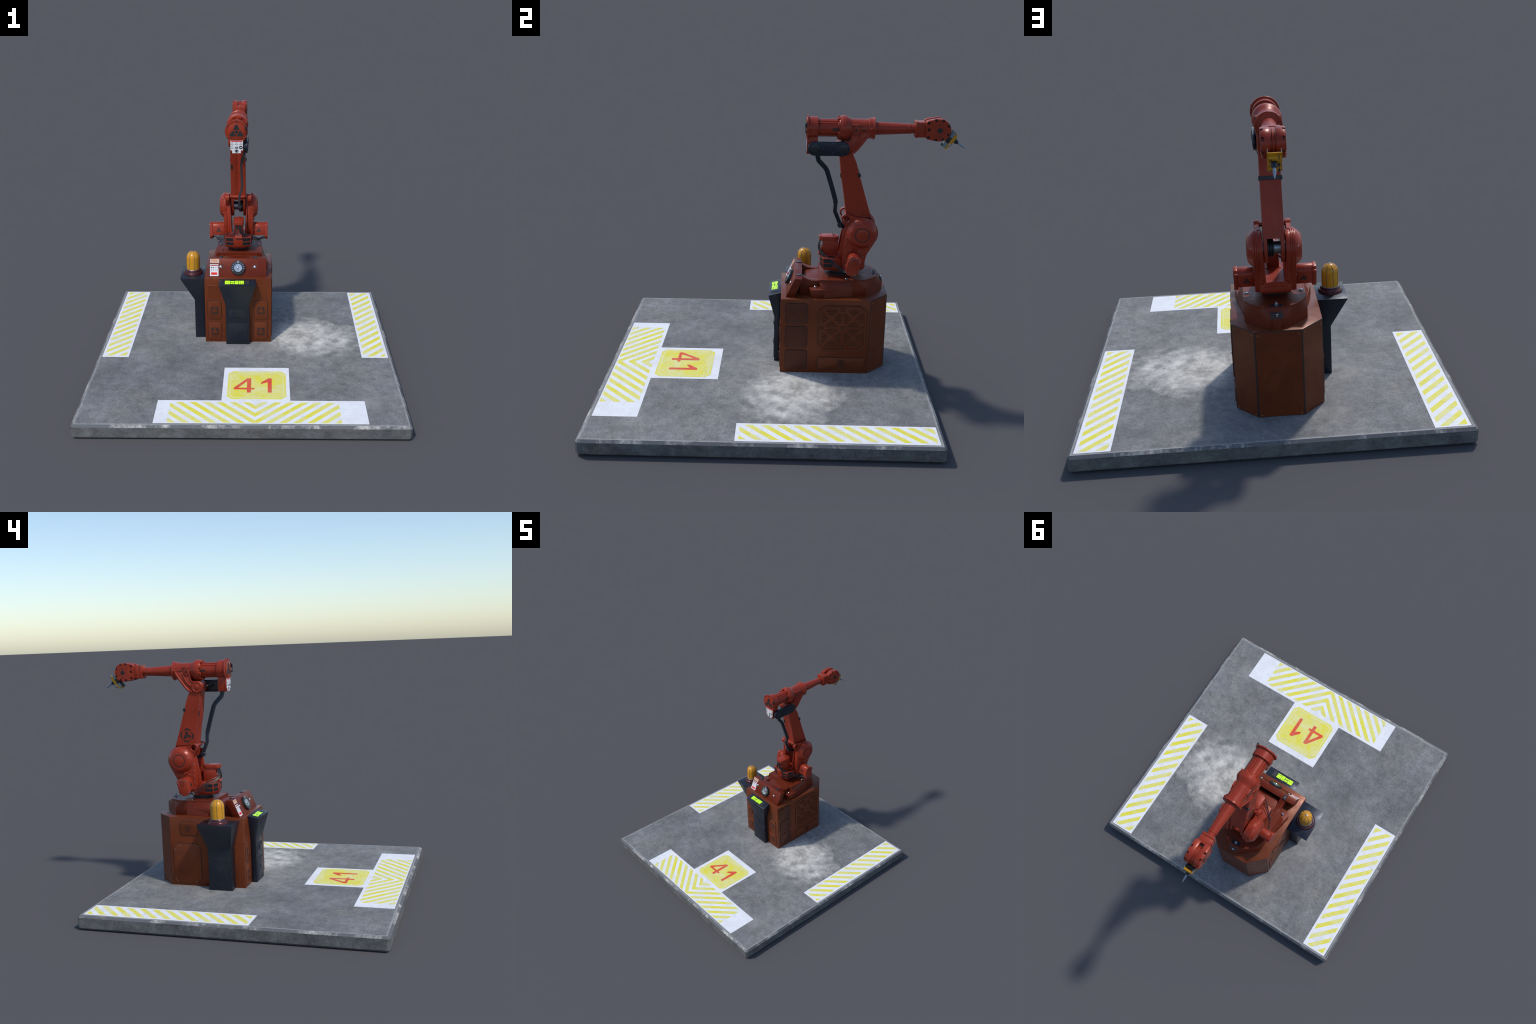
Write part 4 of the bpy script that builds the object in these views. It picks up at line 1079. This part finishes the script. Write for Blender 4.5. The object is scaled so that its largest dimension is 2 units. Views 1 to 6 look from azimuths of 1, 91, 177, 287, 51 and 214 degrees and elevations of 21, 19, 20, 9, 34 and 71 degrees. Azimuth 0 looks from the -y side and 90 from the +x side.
for s in (-1, 1):
    X = side_x(AX, s)
    shr = lambda k: [(WY - 0.006 + (u - WY + 0.006) * k, WZ + (v - WZ) * k) for u, v in wr]
    ck = loft("wrist_cheek", [[X(u, v, h) for u, v in shr(k)] for h, k in ((0.0135, 0.965), (0.0150, 0.982), (0.0390, 0.982), (0.0455, 0.968), (0.0490, 0.940))], "red", smooth=30)
    cut = []
    for u, v in pockets:
        d = V((u - WY, v - WZ))
        L = d.length
        outward = d / L if L > 0.04 and u > 0.80 else V((0, 0))
        bm = bmesh.new()
        pts = [(u + 0.0080 * cos(2 * pi * k / 20), v + 0.0080 * sin(2 * pi * k / 20)) for k in range(20)]
        if outward.length > 0:
            n = V((-outward.y, outward.x))
            pts = hull(pts + [(u + outward.x * 0.03 + n.x * 0.006 * q, v + outward.y * 0.03 + n.y * 0.006 * q) for q in (-1, 1)])
        add_prism(bm, X, pts, 0.0365, 0.0700)
        cut.append(finish("pocket_cutter", bm, "red"))
    boolean(ck, cut)
    for u, v in pockets:
        bolt("lug", X, u, v, 0.0385, ck, "socket_bolt")
    bm = bmesh.new()
    add_ring(bm, X, 0.8425, 1.4635, 0.0290, 0.0300, 0.047, 0.0493, 40)
    finish("cheek_groove", bm, "groove", ck)
    lathe("cheek_cap", X, [(0.047, 0.0160), (0.0500, 0.0150), (0.0500, 0)], "groove", ck, 28, 0.8425, 1.4635)
    emblem(X, 0.8425, 1.4625, 0.0100, ck, 0.049, 0.0507)
    for y, z in ((0.8425, 1.4945), (0.8425, 1.4325)):
        bolt("dark", X, y, z, 0.0478, ck)
    prism("block_bump", X, rrect(0.7420, 1.4500, 0.7570, 1.4930, 0.005), 0.039, 0.0430, "red", ck, bevel=0.001, seg=1)
hub = lathe("wrist_hub", side_x(AX), [(-0.0140, 0.0545), (-0.0075, 0.0545), (-0.0065, 0.0515), (-0.0045, 0.0515), (-0.0035, 0.0570), (0.0035, 0.0570), (0.0045, 0.0515),
                                      (0.0065, 0.0515), (0.0075, 0.0545), (0.0140, 0.0545)], "red", n=48, cu=WY, cv=WZ)

# ------------------------------------------------------------------ tool head
TD = V((0, 0.8194, -0.5730))                # tool axis
TU = V((0, 0.5730, 0.8194))                 # up along the tool plate
TC = V((-0.0525, 0.9055, 1.4048))           # middle of the yellow plate's rear face
tf = Frame(TC, (1, 0, 0), TU, TD)
tool = prism("tool_plate", tf, rect(-0.0300, -0.0535, 0.0290, 0.0530), 0.0, 0.0054, "yellow", bevel=0.0008, seg=1)
prism("tool_mount", tf, rect(-0.0270, -0.0360, 0.0260, 0.0330), -0.0190, -0.0010, "rubber", tool, bevel=0.001, seg=1)
for u in (-0.0275, 0.0265):
    prism("mount_plate", tf, rect(u - 0.0010, -0.0505, u + 0.0010, 0.0540), -0.0180, -0.0005, "tool_grey", tool)
prism("tool_stem", tf, rrect(-0.0290, -0.022, 0.0280, 0.020, 0.005), -0.0200, 0.0, "rubber", tool)
prism("tool_head", tf, rect(-0.0245, -0.0112, 0.0235, 0.0375), 0.0045, 0.0200, "yellow", tool, bevel=0.0015, seg=1)
prism("tool_ledge", tf, rect(-0.0245, -0.0474, 0.0235, -0.0236), 0.0045, 0.0125, "yellow", tool, bevel=0.0015, seg=1)
prism("tool_recess", tf, rect(-0.0190, 0.0260, 0.0180, 0.0345), 0.0190, 0.0210, "yellow", tool, bevel=0.0006, seg=1)
NV = 0.0140                                  # height of the nose on the plate
lathe("tool_nose", tf, [(0.0190, 0.0115), (0.0240, 0.0132), (0.0350, 0.0126), (0.0420, 0.0098), (0.0465, 0.0074), (0.0465, 0)], "black", tool, 28, 0.0030, NV)
tip_v = V((-0.0465, 1.0000, 1.3588)) - tf(0.003, NV, 0)
hl = tip_v.dot(tf.N)
bm = bmesh.new()
rings = []
for t, r in ((0.0, 0.0055), (0.25, 0.0070), (0.55, 0.0062), (0.85, 0.0030), (1.0, 0.0004)):
    h = 0.045 + (hl - 0.045) * t
    cu = 0.003 + (tip_v.dot(tf.U)) * t
    cv = NV + tip_v.dot(tf.W) * t
    rings.append([tf(cu + r * cos(2 * pi * k / 16), cv + r * 0.9 * sin(2 * pi * k / 16), h) for k in range(16)])
add_loft(bm, rings)
finish("tool_blade", bm, "blade", tool)
bm = bmesh.new()
add_sweep(bm, catmull([tf(-0.017, 0.0440, 0.004), tf(-0.017, 0.0455, 0.0150), tf(-0.017, 0.0400, 0.0230), tf(-0.017, 0.0330, 0.0195)], 5), disc_section(0.0014, 6))
add_sweep(bm, catmull([tf(-0.018, -0.0400, 0.012), tf(-0.018, -0.0370, 0.0200), tf(-0.018, -0.0200, 0.0300), tf(-0.016, -0.0050, 0.0290), tf(-0.016, 0.0010, 0.019)], 5), disc_section(0.0013, 6))
add_lathe(bm, tf, [(0.0190, 0.0060), (0.0240, 0.0055), (0.0265, 0.0030), (0.0265, 0)], 14, -0.0175, 0.0040)
add_lathe(bm, tf, [(0.0120, 0.0055), (0.0165, 0.0050), (0.0180, 0.0030), (0.0180, 0)], 14, -0.0180, -0.0380)
finish("tool_wire", bm, "rubber", tool, stuff=True)
prisms("tool_mark", [(tf, rect(0.0120 + 0.006 * i, 0.0200, 0.0145 + 0.006 * i, 0.0350), 0.0195, 0.0214) for i in range(2)]
       + [(tf, rect(-0.0205 + 0.005 * i, 0.0185, -0.0175 + 0.005 * i, 0.0205), 0.0195, 0.0206) for i in range(3)]
       + [(tf, rect(0.0080 + 0.004 * i, -0.0440, 0.0100 + 0.004 * i, -0.0360), 0.0120, 0.0131) for i in range(3)]
       + [(tf, rect(u, v, u + 0.003, v + 0.003), 0.004, 0.0062) for u in (-0.027, 0.024) for v in (-0.050, 0.046)], "groove", tool)
